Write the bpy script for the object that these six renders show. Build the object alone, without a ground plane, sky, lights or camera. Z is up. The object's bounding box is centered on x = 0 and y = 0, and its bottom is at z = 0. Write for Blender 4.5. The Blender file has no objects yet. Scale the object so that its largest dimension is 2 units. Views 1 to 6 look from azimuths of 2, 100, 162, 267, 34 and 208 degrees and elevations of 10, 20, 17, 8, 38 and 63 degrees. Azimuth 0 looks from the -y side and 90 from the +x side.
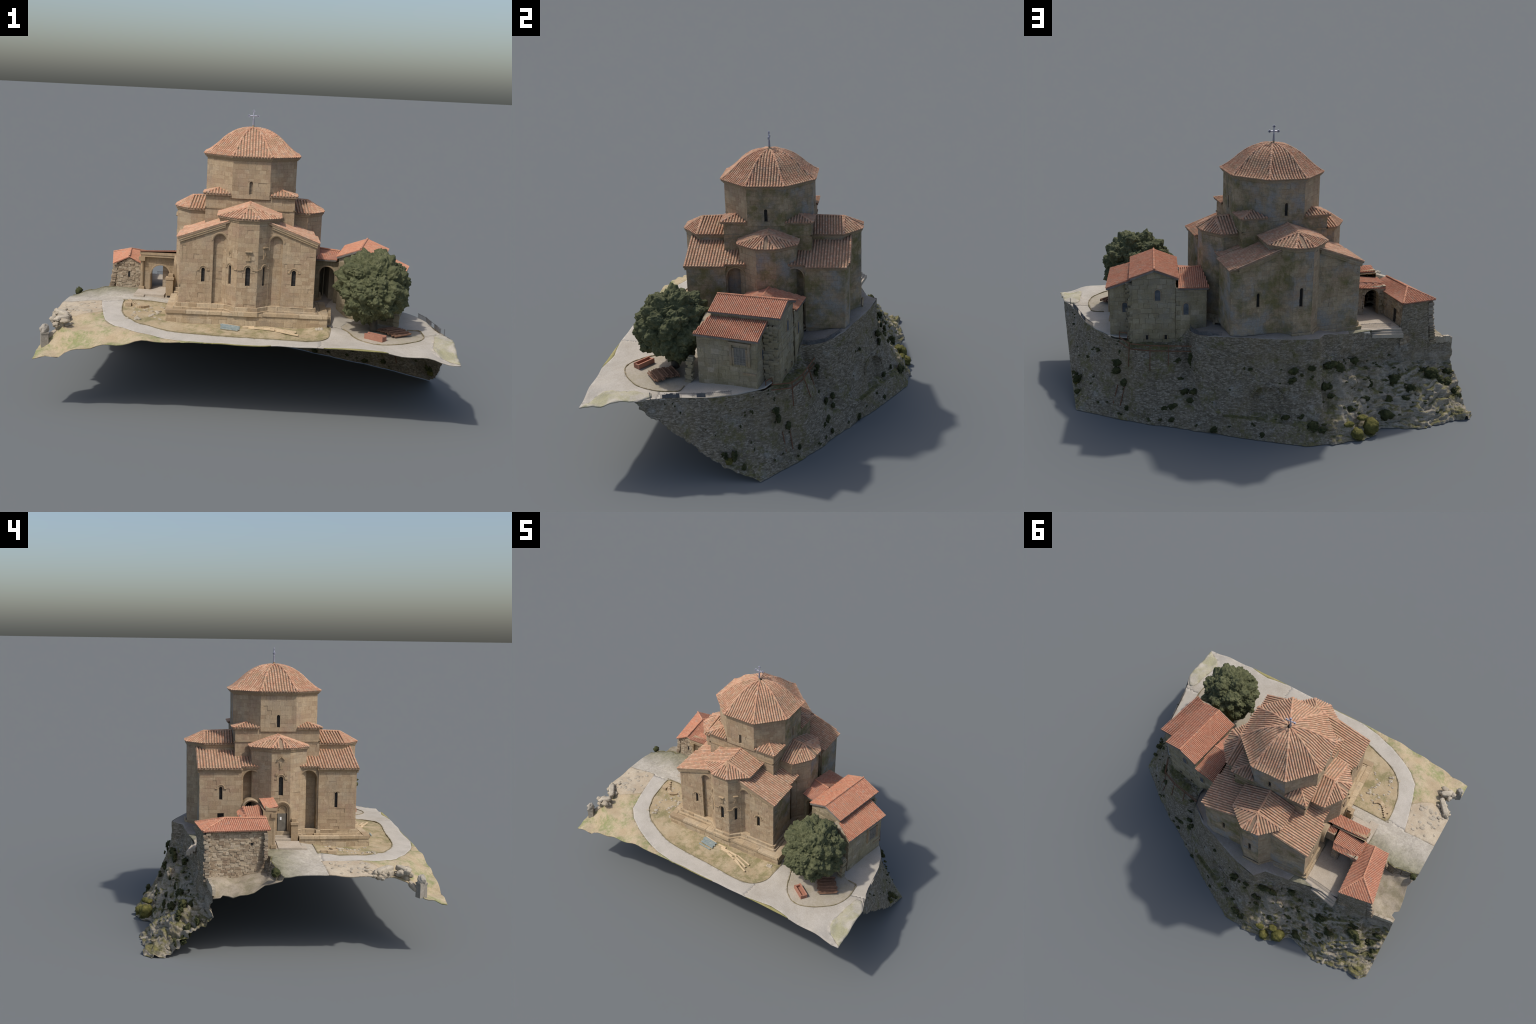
import bpy, bmesh, math, random
import numpy as np
from mathutils import Vector, Matrix, noise
from mathutils.geometry import delaunay_2d_cdt

R = random.Random(7)
V = Vector

# ------------------------------------------------------------------ materials
class Nodes:
    def __init__(self, name):
        self.m = bpy.data.materials.new(name)
        self.m.use_nodes = True
        self.t = self.m.node_tree
        self.t.nodes.clear()
        self.out = self.t.nodes.new("ShaderNodeOutputMaterial")
        self.b = self.t.nodes.new("ShaderNodeBsdfPrincipled")
        self.b.inputs["Roughness"].default_value = 0.9
        self.b.inputs["Specular IOR Level"].default_value = 0.15
        self.t.links.new(self.b.outputs[0], self.out.inputs[0])
        self.co = self.t.nodes.new("ShaderNodeTexCoord").outputs["Object"]
        self.geo = self.t.nodes.new("ShaderNodeNewGeometry")

    def link(self, a, b):
        self.t.links.new(a, b)

    def put(self, sock, v):
        if isinstance(v, bpy.types.NodeSocket):
            self.t.links.new(v, sock)
        else:
            sock.default_value = v

    def scaled(self, s, co=None):
        n = self.t.nodes.new("ShaderNodeMapping")
        self.link(co or self.co, n.inputs["Vector"])
        n.inputs["Scale"].default_value = s
        return n.outputs[0]

    def noise(self, scale, detail=4, rough=0.6, co=None):
        n = self.t.nodes.new("ShaderNodeTexNoise")
        self.link(co or self.co, n.inputs["Vector"])
        n.inputs["Scale"].default_value = scale
        n.inputs["Detail"].default_value = detail
        n.inputs["Roughness"].default_value = rough
        return n.outputs["Fac"]

    def voronoi(self, scale, out="Color", feature="F1", co=None):
        n = self.t.nodes.new("ShaderNodeTexVoronoi")
        n.feature = feature
        self.link(co or self.co, n.inputs["Vector"])
        n.inputs["Scale"].default_value = scale
        return n.outputs[out]

    def sep(self, v, i):
        n = self.t.nodes.new("ShaderNodeSeparateXYZ")
        self.link(v, n.inputs[0])
        return n.outputs[i]

    def ramp(self, f, *stops):
        n = self.t.nodes.new("ShaderNodeValToRGB")
        e = n.color_ramp.elements
        while len(e) < len(stops):
            e.new(0.5)
        for k, (p, c) in zip(e, stops):
            k.position = p
            k.color = (c, c, c, 1) if isinstance(c, (int, float)) else (*c, 1)
        self.put(n.inputs[0], f)
        return n.outputs[0]

    def mix(self, f, a, b, mode="MIX"):
        n = self.t.nodes.new("ShaderNodeMix")
        n.data_type = "RGBA"
        n.blend_type = mode
        self.put(n.inputs[0], f)
        for s, v in ((n.inputs[6], a), (n.inputs[7], b)):
            self.put(s, v if isinstance(v, bpy.types.NodeSocket) else (*v, 1))
        return n.outputs[2]

    def math(self, op, a, b=0.0):
        n = self.t.nodes.new("ShaderNodeMath")
        n.operation = op
        self.put(n.inputs[0], a)
        self.put(n.inputs[1], b)
        return n.outputs[0]

    @property
    def island(self):
        return self.geo.outputs["Random Per Island"]

    def facing(self, d):
        n = self.t.nodes.new("ShaderNodeVectorMath")
        n.operation = "DOT_PRODUCT"
        self.link(self.geo.outputs["Normal"], n.inputs[0])
        n.inputs[1].default_value = d
        return n.outputs["Value"]

    def bump(self, h, dist=0.002, strength=0.6):
        n = self.t.nodes.new("ShaderNodeBump")
        n.inputs["Distance"].default_value = dist
        n.inputs["Strength"].default_value = strength
        self.link(h, n.inputs["Height"])
        self.link(n.outputs[0], self.b.inputs["Normal"])

    def done(self, col, rough=None):
        self.put(self.b.inputs["Base Color"], col if isinstance(col, bpy.types.NodeSocket) else (*col, 1))
        if rough is not None:
            self.put(self.b.inputs["Roughness"], rough)
        return self.m


def stone_material(name, dark, mid, light, patch, patch_amount, lichen, block=0.5):
    """Cut stone: every block its own tone, stained and bleached in patches, lichen on damp sides."""
    n = Nodes(name)
    tone = n.ramp(n.island, (0.0, dark), (0.45, mid), (1.0, light))
    base = n.mix(block, mid, tone)
    base = n.mix(n.ramp(n.noise(9, 5, 0.65), (0.5, 0.0), (0.66, patch_amount)), base, patch)
    streak = n.noise(1.0, 4, 0.6, n.scaled((70, 70, 7)))
    base = n.mix(n.ramp(streak, (0.5, 0.0), (0.72, 0.5)), base, [c * 0.6 for c in mid])
    base = n.mix(n.ramp(n.noise(26, 4, 0.7), (0.58, 0.0), (0.7, 0.4)), base, [min(1, c * 1.25 + 0.03) for c in light])
    base = n.mix(n.ramp(n.noise(6, 7, 0.75), (0.5, 0.0), (0.66, 0.45)), base, [mid[0] * .82, mid[0] * .7, mid[0] * .53])
    if lichen:
        damp = n.ramp(n.facing((0.62, 0.78, 0.0)), (0.05, 0.0), (0.6, 1.0))
        spots = n.ramp(n.noise(11, 6, 0.72), (0.4, 0.0), (0.58, 0.9))
        kind = n.ramp(n.noise(6.5, 4, 0.6), (0.42, (0.175, 0.15, 0.062)), (0.5, (0.2, 0.175, 0.12)), (0.58, (0.27, 0.26, 0.24)))
        base = n.mix(n.math("MULTIPLY", n.math("MULTIPLY", damp, spots), lichen), base, kind)
    fine = n.noise(160, 5, 0.75)
    base = n.mix(0.45, base, n.ramp(fine, (0.3, 0.55), (0.7, 1.35)), "MULTIPLY")
    n.bump(n.noise(220, 4, 0.7), 0.0012, 0.5)
    return n.done(base)


def tile_material(name, a, b, c, worn, worn_amount):
    n = Nodes(name)
    tone = n.ramp(n.island, (0.0, a), (0.5, b), (1.0, c))
    odd = n.ramp(n.math("FRACT", n.math("MULTIPLY", n.island, 37.7)), (0.96, 0.0), (0.97, 0.5))
    tone = n.mix(odd, tone, (0.36, 0.3, 0.25))
    tone = n.mix(n.ramp(n.noise(22, 5, 0.7), (0.46, 0.0), (0.68, worn_amount)), tone, worn)
    tone = n.mix(0.5, tone, n.ramp(n.noise(240, 4, 0.7), (0.3, 0.6), (0.7, 1.3)), "MULTIPLY")
    n.bump(n.noise(300, 3, 0.6), 0.001, 0.4)
    return n.done(tone)


M = {}
OCHRE = (0.392, 0.293, 0.186)
M["ashlar"] = stone_material("golden_sandstone", (0.305, 0.212, 0.132), OCHRE, (0.445, 0.345, 0.228), (0.33, 0.22, 0.15), 0.65, 1.0, 0.66)
M["trim"] = stone_material("carved_sandstone", (0.3, 0.22, 0.132), (0.37, 0.272, 0.168), (0.44, 0.335, 0.22), (0.3, 0.215, 0.13), 0.3, 0.5, 0.4)
M["annex"] = stone_material("pale_sandstone", (0.27, 0.22, 0.14), (0.335, 0.278, 0.178), (0.41, 0.35, 0.24), (0.25, 0.21, 0.14), 0.5, 0.4, 0.65)
M["rubble"] = stone_material("rubble_stone", (0.2, 0.14, 0.095), (0.33, 0.255, 0.175), (0.45, 0.375, 0.28), (0.4, 0.335, 0.25), 0.6, 0.5, 0.85)
M["mortar"] = stone_material("lime_mortar", (0.38, 0.31, 0.21), (0.42, 0.34, 0.235), (0.46, 0.39, 0.28), (0.3, 0.24, 0.17), 0.4, 0.4, 0.4)
M["plinth"] = stone_material("plinth_stone", (0.3, 0.215, 0.13), (0.42, 0.315, 0.195), (0.52, 0.415, 0.28), (0.26, 0.215, 0.16), 0.6, 0.7, 0.8)
M["tile"] = tile_material("weathered_roof_tile", (0.44, 0.235, 0.148), (0.525, 0.29, 0.185), (0.57, 0.37, 0.25), (0.39, 0.285, 0.18), 0.7)
M["tile_new"] = tile_material("red_roof_tile", (0.47, 0.195, 0.118), (0.53, 0.235, 0.142), (0.57, 0.295, 0.19), (0.42, 0.26, 0.17), 0.6)


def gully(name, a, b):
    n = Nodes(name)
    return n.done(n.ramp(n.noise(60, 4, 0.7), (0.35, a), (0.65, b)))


M["gully"] = gully("dark_brown_pan_tile", (0.21, 0.15, 0.1), (0.33, 0.23, 0.155))  # brown covers lichen plus painted shadow in the gaps between tile rows
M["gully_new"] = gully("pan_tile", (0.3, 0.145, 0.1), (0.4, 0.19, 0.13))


def ground_material(name, a, b, c=None, c_amount=0.0, cells=0.0, grain=140, bump=0.0015):
    n = Nodes(name)
    col = n.ramp(n.noise(12, 6, 0.7), (0.35, a), (0.65, b))
    if c:
        col = n.mix(n.ramp(n.noise(9, 7, 0.78), (0.46, 0.0), (0.6, c_amount)), col, c)
    if cells:
        v = n.voronoi(cells, "Color")
        col = n.mix(0.4, col, n.ramp(n.sep(v, 0), (0.0, 0.62), (1.0, 1.35)), "MULTIPLY")
        edge = n.voronoi(cells, "Distance", "DISTANCE_TO_EDGE")
        col = n.mix(n.ramp(edge, (0.0, 0.45), (0.07, 0.0)), col, [k * 0.5 for k in a])
    f = n.noise(grain, 5, 0.8)
    col = n.mix(0.5, col, n.ramp(f, (0.3, 0.65), (0.7, 1.3)), "MULTIPLY")
    n.bump(f, bump, 0.6)
    return n.done(col)


M["path"] = ground_material("gravel", (0.4, 0.365, 0.31), (0.46, 0.42, 0.365), cells=0, grain=220)
M["paving"] = ground_material("worn_paving", (0.4, 0.362, 0.305), (0.46, 0.418, 0.36), (0.37, 0.325, 0.26), 0.4, grain=180)
def court_material():
    n = Nodes("cobbles")
    col = n.ramp(n.noise(12, 6, 0.7), (0.35, (0.37, 0.335, 0.275)), (0.65, (0.43, 0.39, 0.33)))
    v = n.voronoi(85, "Color")
    col = n.mix(0.35, col, n.ramp(n.sep(v, 0), (0.0, 0.7), (1.0, 1.3)), "MULTIPLY")
    bank = n.math("ADD", n.sep(n.co, 1), n.math("MULTIPLY", n.noise(11, 5, 0.7), 0.22))
    damp = n.ramp(bank, (0.0, 0.0), (0.13, 0.85))
    col = n.mix(damp, col, n.ramp(n.noise(30, 4, 0.7), (0.4, (0.13, 0.125, 0.075)), (0.6, (0.24, 0.225, 0.15))))
    f = n.noise(150, 5, 0.8)
    col = n.mix(0.5, col, n.ramp(f, (0.3, 0.65), (0.7, 1.3)), "MULTIPLY")
    n.bump(f, 0.0015, 0.6)
    return n.done(col)


M["court"] = court_material()
M["dirt"] = ground_material("bare_earth", (0.4, 0.32, 0.225), (0.46, 0.385, 0.285), (0.5, 0.44, 0.34), 0.5, cells=0)
M["bed"] = ground_material("dry_lawn", (0.36, 0.275, 0.165), (0.42, 0.34, 0.225), (0.2, 0.18, 0.085), 0.85)
M["slope"] = ground_material("grassy_slope", (0.4, 0.31, 0.195), (0.44, 0.36, 0.245), (0.2, 0.23, 0.09), 0.8)
M["treebed"] = ground_material("shaded_earth", (0.36, 0.315, 0.25), (0.42, 0.37, 0.3), (0.3, 0.26, 0.16), 0.4)
M["mound"] = ground_material("mossy_mound", (0.33, 0.31, 0.19), (0.39, 0.355, 0.26), (0.42, 0.38, 0.315), 0.95)
M["verge"] = ground_material("grass_verge", (0.2, 0.2, 0.075), (0.33, 0.28, 0.13))
M["yard"] = ground_material("trodden_earth", (0.27, 0.225, 0.165), (0.36, 0.31, 0.24), (0.17, 0.15, 0.085), 0.6)  # earth tone lowered to carry the shade lying over the north-west yard
M["kerb"] = ground_material("mossy_kerb", (0.17, 0.145, 0.075), (0.3, 0.245, 0.16))
M["slab"] = ground_material("flagstones", (0.42, 0.36, 0.285), (0.46, 0.4, 0.33), (0.36, 0.3, 0.22), 0.4)
M["terrace"] = ground_material("terrace_paving", (0.3, 0.26, 0.225), (0.36, 0.32, 0.28), (0.27, 0.24, 0.18), 0.5)


def cliff_material(name):
    """Coursed rubble that gives way to bare bedded rock in the lower west, with growth in patches and on ledges."""
    n = Nodes(name)
    x, z = n.sep(n.co, 0), n.sep(n.co, 2)
    wob = n.noise(7, 4, 0.65)
    warp = n.scaled((1, 1, 2.7))
    cell = n.sep(n.voronoi(78, "Color", co=warp), 0)
    stone = n.ramp(cell, (0.0, (0.13, 0.108, 0.077)), (0.5, (0.228, 0.192, 0.143)), (1.0, (0.345, 0.298, 0.232)))
    edge = n.voronoi(78, "Distance", "DISTANCE_TO_EDGE", co=warp)
    stone = n.mix(n.ramp(edge, (0.0, 0.65), (0.1, 0.0)), stone, (0.1, 0.088, 0.07))
    stone = n.mix(n.ramp(n.noise(13, 5, 0.7), (0.56, 0.0), (0.7, 0.5)), stone, (0.34, 0.33, 0.3))
    bed = n.noise(5, 5, 0.65, n.scaled((5, 5, 34)))
    rock = n.ramp(bed, (0.32, (0.21, 0.182, 0.14)), (0.5, (0.33, 0.29, 0.232)), (0.68, (0.42, 0.375, 0.31)))
    west = n.ramp(n.math("ADD", n.math("MULTIPLY", x, -1.0), n.math("MULTIPLY", wob, 0.5)), (0.38, 0.0), (0.5, 1.0))
    low = n.ramp(n.math("ADD", z, n.math("MULTIPLY", wob, 0.16)), (0.31, 1.0), (0.37, 0.0))
    col = n.mix(n.math("MULTIPLY", west, low), stone, rock)
    col = n.mix(n.ramp(n.noise(4.5, 6, 0.72), (0.46, 0.0), (0.66, 0.6)), col, (0.25, 0.195, 0.12))
    green = n.ramp(n.noise(40, 4, 0.6), (0.35, (0.065, 0.066, 0.027)), (0.65, (0.165, 0.15, 0.055)))
    up = n.ramp(n.facing((0, 0, 1)), (0.5, 0.0), (0.8, 1.0))
    col = n.mix(n.math("MULTIPLY", up, n.ramp(n.noise(17, 5, 0.7), (0.4, 0.0), (0.54, 0.9))), col, green)
    col = n.mix(n.ramp(n.noise(9, 8, 0.82), (0.53, 0.0), (0.62, 0.75)), col, green)
    f = n.noise(190, 5, 0.75)
    col = n.mix(0.55, col, n.ramp(f, (0.3, 0.55), (0.7, 1.4)), "MULTIPLY")
    n.bump(f, 0.002, 0.7)
    return n.done(col)


M["masonry"] = cliff_material("cliff_masonry_and_rock")
M["rock"] = M["masonry"]


def foliage(name, a, b, c):
    n = Nodes(name)
    col = n.ramp(n.noise(34, 5, 0.7), (0.3, a), (0.5, b), (0.7, c))
    col = n.mix(0.6, col, n.ramp(n.noise(190, 4, 0.75), (0.3, 0.5), (0.7, 1.5)), "MULTIPLY")
    n.bump(n.noise(160, 5, 0.8), 0.006, 0.8)
    return n.done(col)


M["leaf"] = foliage("evergreen_foliage", (0.05, 0.058, 0.03), (0.105, 0.112, 0.056), (0.175, 0.178, 0.095))
M["bush"] = foliage("dark_shrub", (0.035, 0.042, 0.018), (0.06, 0.065, 0.027), (0.11, 0.105, 0.042))
M["moss"] = foliage("moss", (0.075, 0.075, 0.022), (0.13, 0.12, 0.035), (0.21, 0.185, 0.06))


def plain(name, a, b=None, rough=0.8, metal=0.0, scale=40):
    n = Nodes(name)
    n.b.inputs["Metallic"].default_value = metal
    col = n.ramp(n.noise(scale, 4, 0.7), (0.35, a), (0.65, b or a))
    tone = n.ramp(n.island, (0.0, 0.8), (1.0, 1.2))
    return n.done(n.mix(1.0, col, tone, "MULTIPLY"), rough)


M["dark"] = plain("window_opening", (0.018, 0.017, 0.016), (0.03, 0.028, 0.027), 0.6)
M["grille"] = plain("iron_grille", (0.06, 0.058, 0.056), (0.09, 0.085, 0.08), 0.6)
M["glass"] = plain("grey_pane", (0.06, 0.068, 0.078), (0.12, 0.13, 0.145), 0.35)
M["cross"] = plain("grey_metal", (0.3, 0.3, 0.36), (0.4, 0.4, 0.46), 0.45, 0.3)
M["wood"] = plain("fresh_timber", (0.5, 0.38, 0.235), (0.6, 0.47, 0.31), 0.8)
M["bluewood"] = plain("blue_painted_board", (0.2, 0.255, 0.26), (0.33, 0.36, 0.33), 0.8, scale=70)
M["logs"] = plain("brown_timber", (0.15, 0.085, 0.055), (0.22, 0.125, 0.08), 0.85, scale=60)
M["trough"] = plain("red_painted_stone", (0.3, 0.14, 0.095), (0.38, 0.19, 0.13), 0.85, scale=60)
M["door"] = plain("weathered_door", (0.13, 0.12, 0.1), (0.19, 0.175, 0.15), 0.7)
M["shutter"] = plain("grey_shutter", (0.2, 0.18, 0.15), (0.27, 0.245, 0.21), 0.8)
M["rust"] = plain("rusty_iron", (0.13, 0.065, 0.04), (0.2, 0.1, 0.06), 0.8)
M["fence"] = plain("iron_railing", (0.08, 0.08, 0.085), (0.13, 0.13, 0.135), 0.6)
M["eave"] = plain("grey_eave_board", (0.15, 0.135, 0.12), (0.22, 0.2, 0.18), 0.8)
M["paper"] = plain("white_notice", (0.7, 0.7, 0.7), (0.75, 0.75, 0.75), 0.7)
M["palestone"] = stone_material("pale_boulder", (0.33, 0.275, 0.2), (0.4, 0.345, 0.265), (0.47, 0.415, 0.33), (0.27, 0.23, 0.165), 0.6, 0, 0.6)
M["greystone"] = stone_material("grey_monument_stone", (0.27, 0.235, 0.19), (0.33, 0.295, 0.245), (0.4, 0.365, 0.31), (0.22, 0.2, 0.17), 0.6, 0, 0.6)
M["trunk"] = plain("bark", (0.06, 0.05, 0.04), (0.11, 0.095, 0.075), 0.9)


# ------------------------------------------------------------------ scene tree
def empty(name, loc, label, category, rot=0.0):
    o = bpy.data.objects.new(name, None)
    o.location = loc
    o.rotation_euler = (0, 0, rot)
    o.empty_display_size = 0.05
    o["label"], o["category"] = label, category
    bpy.context.collection.objects.link(o)
    return o


class Part:
    """Collects vertices and faces of one part, then becomes a mesh object."""

    def __init__(self):
        self.v, self.f, self.mi = [], [], []

    def add(self, vs, fs, mi=0):
        k = len(self.v)
        self.v += [tuple(p) for p in vs]
        self.f += [tuple(i + k for i in f) for f in fs]
        self.mi += [mi] * len(fs)

    def box(self, c, size, axes=None, mi=0, taper=1.0):
        ax = axes or (V((1, 0, 0)), V((0, 1, 0)), V((0, 0, 1)))
        c = V(c)
        vs = []
        for k in (-1, 1):
            t = 1.0 if k < 0 else taper
            for i, j in ((-1, -1), (1, -1), (1, 1), (-1, 1)):
                vs.append(c + ax[0] * (size[0] * i * t / 2) + ax[1] * (size[1] * j * t / 2) + ax[2] * (size[2] * k / 2))
        self.add(vs, [(3, 2, 1, 0), (4, 5, 6, 7), (0, 1, 5, 4), (1, 2, 6, 5), (2, 3, 7, 6), (3, 0, 4, 7)], mi)

    def beam(self, a, b, w, h, mi=0, up=V((0, 0, 1))):
        a, b = V(a), V(b)
        d = (b - a).normalized()
        s = d.cross(up)
        s = V((1, 0, 0)) if s.length < 1e-5 else s.normalized()
        self.box((a + b) / 2, (w, h, (b - a).length), (s, s.cross(d) * -1, d), mi)

    def prism(self, plan, z0, z1, mi=0):
        """Vertical prism over a plan polygon (counter-clockwise); z1 may be a function of (x, y)."""
        n = len(plan)
        top = z1 if callable(z1) else (lambda x, y: z1)
        vs = [(x, y, z0) for x, y in plan] + [(x, y, top(x, y)) for x, y in plan]
        fs = [tuple(range(n))[::-1], tuple(range(n, 2 * n))]
        fs += [(i, (i + 1) % n, n + (i + 1) % n, n + i) for i in range(n)]
        self.add(vs, fs, mi)

    def tube(self, pts, r, sides=6, mi=0, r2=None):
        pts = [V(p) for p in pts]
        vs, fs = [], []
        for i, p in enumerate(pts):
            d = (pts[min(i + 1, len(pts) - 1)] - pts[max(i - 1, 0)]).normalized()
            a = d.cross(V((0, 0, 1)))
            a = V((1, 0, 0)) if a.length < 1e-4 else a.normalized()
            b = d.cross(a)
            q = r if r2 is None else r + (r2 - r) * i / max(1, len(pts) - 1)
            vs += [p + a * q * math.cos(t) + b * q * math.sin(t) for t in (2 * math.pi * k / sides for k in range(sides))]
        for i in range(len(pts) - 1):
            for k in range(sides):
                fs.append((i * sides + k, i * sides + (k + 1) % sides, (i + 1) * sides + (k + 1) % sides, (i + 1) * sides + k))
        fs += [tuple(range(sides))[::-1], tuple(range((len(pts) - 1) * sides, len(pts) * sides))]
        self.add(vs, fs, mi)

    def make(self, name, parent, mats, smooth=False, kind=None, keep=True, fix=True):
        me = bpy.data.meshes.new(name)
        me.from_pydata(self.v, [], self.f)
        for m in mats if isinstance(mats, (list, tuple)) else [mats]:
            me.materials.append(M[m])
        me.polygons.foreach_set("material_index", self.mi)
        if fix:
            bm = bmesh.new()
            bm.from_mesh(me)
            bmesh.ops.recalc_face_normals(bm, faces=bm.faces)
            bm.to_mesh(me)
            bm.free()
        if smooth:
            me.polygons.foreach_set("use_smooth", [True] * len(me.polygons))
        me.update()
        o = bpy.data.objects.new(name, me)
        bpy.context.collection.objects.link(o)
        if kind:
            o["kind"] = kind
        if parent:
            o.parent = parent
            if keep:
                o.matrix_parent_inverse = parent_world[parent.name].inverted()
        return o


parent_world = {}


def thing(name, loc, label, category, rot=0.0):
    o = empty(name, loc, label, category, rot)
    parent_world[o.name] = Matrix.Translation(loc) @ Matrix.Rotation(rot, 4, "Z")
    return o


# ------------------------------------------------------------------ walls
def clip(poly, n, d):
    """Keep the part of a 2D polygon where n.p <= d."""
    out = []
    for i, p in enumerate(poly):
        q = poly[(i + 1) % len(poly)]
        a, b = n[0] * p[0] + n[1] * p[1] - d, n[0] * q[0] + n[1] * q[1] - d
        if a <= 0:
            out.append(p)
        if (a < 0 < b) or (b < 0 < a):
            t = a / (a - b)
            out.append((p[0] + (q[0] - p[0]) * t, p[1] + (q[1] - p[1]) * t))
    return out


def clip_to(poly, region):
    for i, p in enumerate(region):
        q = region[(i + 1) % len(region)]
        n = (q[1] - p[1], p[0] - q[0])
        poly = clip(poly, n, n[0] * p[0] + n[1] * p[1])
        if len(poly) < 3:
            return []
    return poly


def area(poly):
    return 0.5 * sum(p[0] * q[1] - q[0] * p[1] for p, q in zip(poly, poly[1:] + poly[:1]))


def shrink(poly, k):
    cx, cy = sum(p[0] for p in poly) / len(poly), sum(p[1] for p in poly) / len(poly)
    out = []
    for x, y in poly:
        dx, dy = x - cx, y - cy
        out.append((x - math.copysign(min(k, abs(dx) * 0.5), dx), y - math.copysign(min(k, abs(dy) * 0.5), dy)))
    return out


def facing(part, a, b, region, course, length, holes=(), depth=0.012, proud=0.0007, joint=0.0005, rough=0.0, z_start=0.0, mi=0):
    """Stone courses over the vertical plane from a to b (outside on the right of a->b).
    region is a convex polygon in (distance along, height); holes are (s0, z0, s1, z1)."""
    a, b = V((a[0], a[1], 0)), V((b[0], b[1], 0))
    e = (b - a).normalized()
    n = V((e.y, -e.x, 0))
    zs = [p[1] for p in region]
    ss = [p[0] for p in region]
    if area(region) < 0:
        region = region[::-1]
    z = min(zs) - 0.002
    row = 0
    while z < max(zs):
        h = course * R.uniform(0.8, 1.2)
        s = min(ss) - R.uniform(0, length)
        while s < max(ss):
            w = length * R.uniform(0.55, 1.5)
            rects = [(s, z, s + w, z + h)]
            for q in holes:
                new = []
                for r in rects:
                    if r[2] <= q[0] or r[0] >= q[2] or r[3] <= q[1] or r[1] >= q[3]:
                        new.append(r)
                        continue
                    y0, y1 = max(r[1], q[1]), min(r[3], q[3])
                    if r[1] < q[1]:
                        new.append((r[0], r[1], r[2], q[1]))
                    if r[3] > q[3]:
                        new.append((r[0], q[3], r[2], r[3]))
                    if r[0] < q[0]:
                        new.append((r[0], y0, q[0], y1))
                    if r[2] > q[2]:
                        new.append((q[2], y0, r[2], y1))
                rects = new
            for r in rects:
                quad = [(r[0], r[1]), (r[2], r[1]), (r[2], r[3]), (r[0], r[3])]
                if rough:
                    quad = [(x + R.uniform(-rough, rough), y + R.uniform(-rough, rough)) for x, y in quad]
                poly = clip_to(quad, region)
                if len(poly) < 3 or abs(area(poly)) < 2e-6:
                    continue
                p = R.uniform(0, proud)
                if R.random() < 0.04:
                    p -= proud * 2.5
                k = len(poly)
                base, face = poly, shrink(poly, joint * R.uniform(0.6, 1.4))
                vs = [a + e * x + V((0, 0, y)) + n * p for x, y in face]
                vs += [a + e * x + V((0, 0, y)) + n * (p - joint * 1.3 - rough * 0.4) for x, y in base]
                vs += [a + e * x + V((0, 0, y)) - n * depth for x, y in base]
                fs = [tuple(range(k))]
                for ring in (0, k):
                    fs += [(ring + i, ring + k + i, ring + k + (i + 1) % k, ring + (i + 1) % k) for i in range(k)]
                part.add(vs, fs, mi)
            s += w
        z += h
        row += 1


def arch_panel(part, a, b, s, z0, z1, half, out=0.0, depth=0.012, ring=0.0, mi=0, segs=12):
    """Fills the rectangle hole (s-half..s+half, z1-half..z1) outside a half circle, i.e. an arched head."""
    a, b = V((a[0], a[1], 0)), V((b[0], b[1], 0))
    e = (b - a).normalized()
    n = V((e.y, -e.x, 0))
    at = lambda x, y, d: a + e * (s + x) + V((0, 0, y)) + n * d
    zc = z1 - half
    for side in (-1, 1):
        prev = None
        for i in range(segs // 2 + 1):
            t = math.pi / 2 * i / (segs // 2)
            x, y = side * half * math.cos(t), zc + half * math.sin(t)
            cur = (at(x, y, out), at(x, z1, out), at(x, y, -depth), at(x, z1, -depth))
            if prev:
                part.add([prev[0], cur[0], cur[1], prev[1], prev[2], cur[2]], [(0, 1, 2, 3), (0, 4, 5, 1)], mi)
            prev = cur


def arch_band(part, a, b, s, zc, r, width, out, legs=0.0, feet=0.0, span=1.0, mi=0, segs=14, back=-0.004):
    """A moulding bent over an arch head, with straight legs and outturned feet."""
    a, b = V((a[0], a[1], 0)), V((b[0], b[1], 0))
    e = (b - a).normalized()
    n = V((e.y, -e.x, 0))
    path = []
    if feet:
        path.append((-r - feet, -legs))
    if legs:
        path.append((-r, -legs))
    for i in range(segs + 1):
        t = math.pi / 2 + math.pi * span * (0.5 - i / segs)
        path.append((r * math.cos(t), r * math.sin(t)))
    if legs:
        path.append((r, -legs))
    if feet:
        path.append((r + feet, -legs))
    vs = []
    for i, p in enumerate(path):
        q0, q1 = path[max(i - 1, 0)], path[min(i + 1, len(path) - 1)]
        d = V((q1[0] - q0[0], q1[1] - q0[1])).normalized()
        m = V((-d.y, d.x)) * (width / 2)
        for k, o in ((-1, back), (-1, out * 0.7), (0.2, out), (1, out * 0.8), (1, back)):
            vs.append(a + e * (s + p[0] + m.x * k) + V((0, 0, zc + p[1] + m.y * k)) + n * o)
    fs = []
    for i in range(len(path) - 1):
        for k in range(4):
            fs.append((i * 5 + k, i * 5 + k + 1, i * 5 + 5 + k + 1, i * 5 + 5 + k))
    fs += [(0, 1, 2, 3, 4), tuple((len(path) - 1) * 5 + k for k in (4, 3, 2, 1, 0))]
    part.add(vs, fs, mi)


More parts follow.
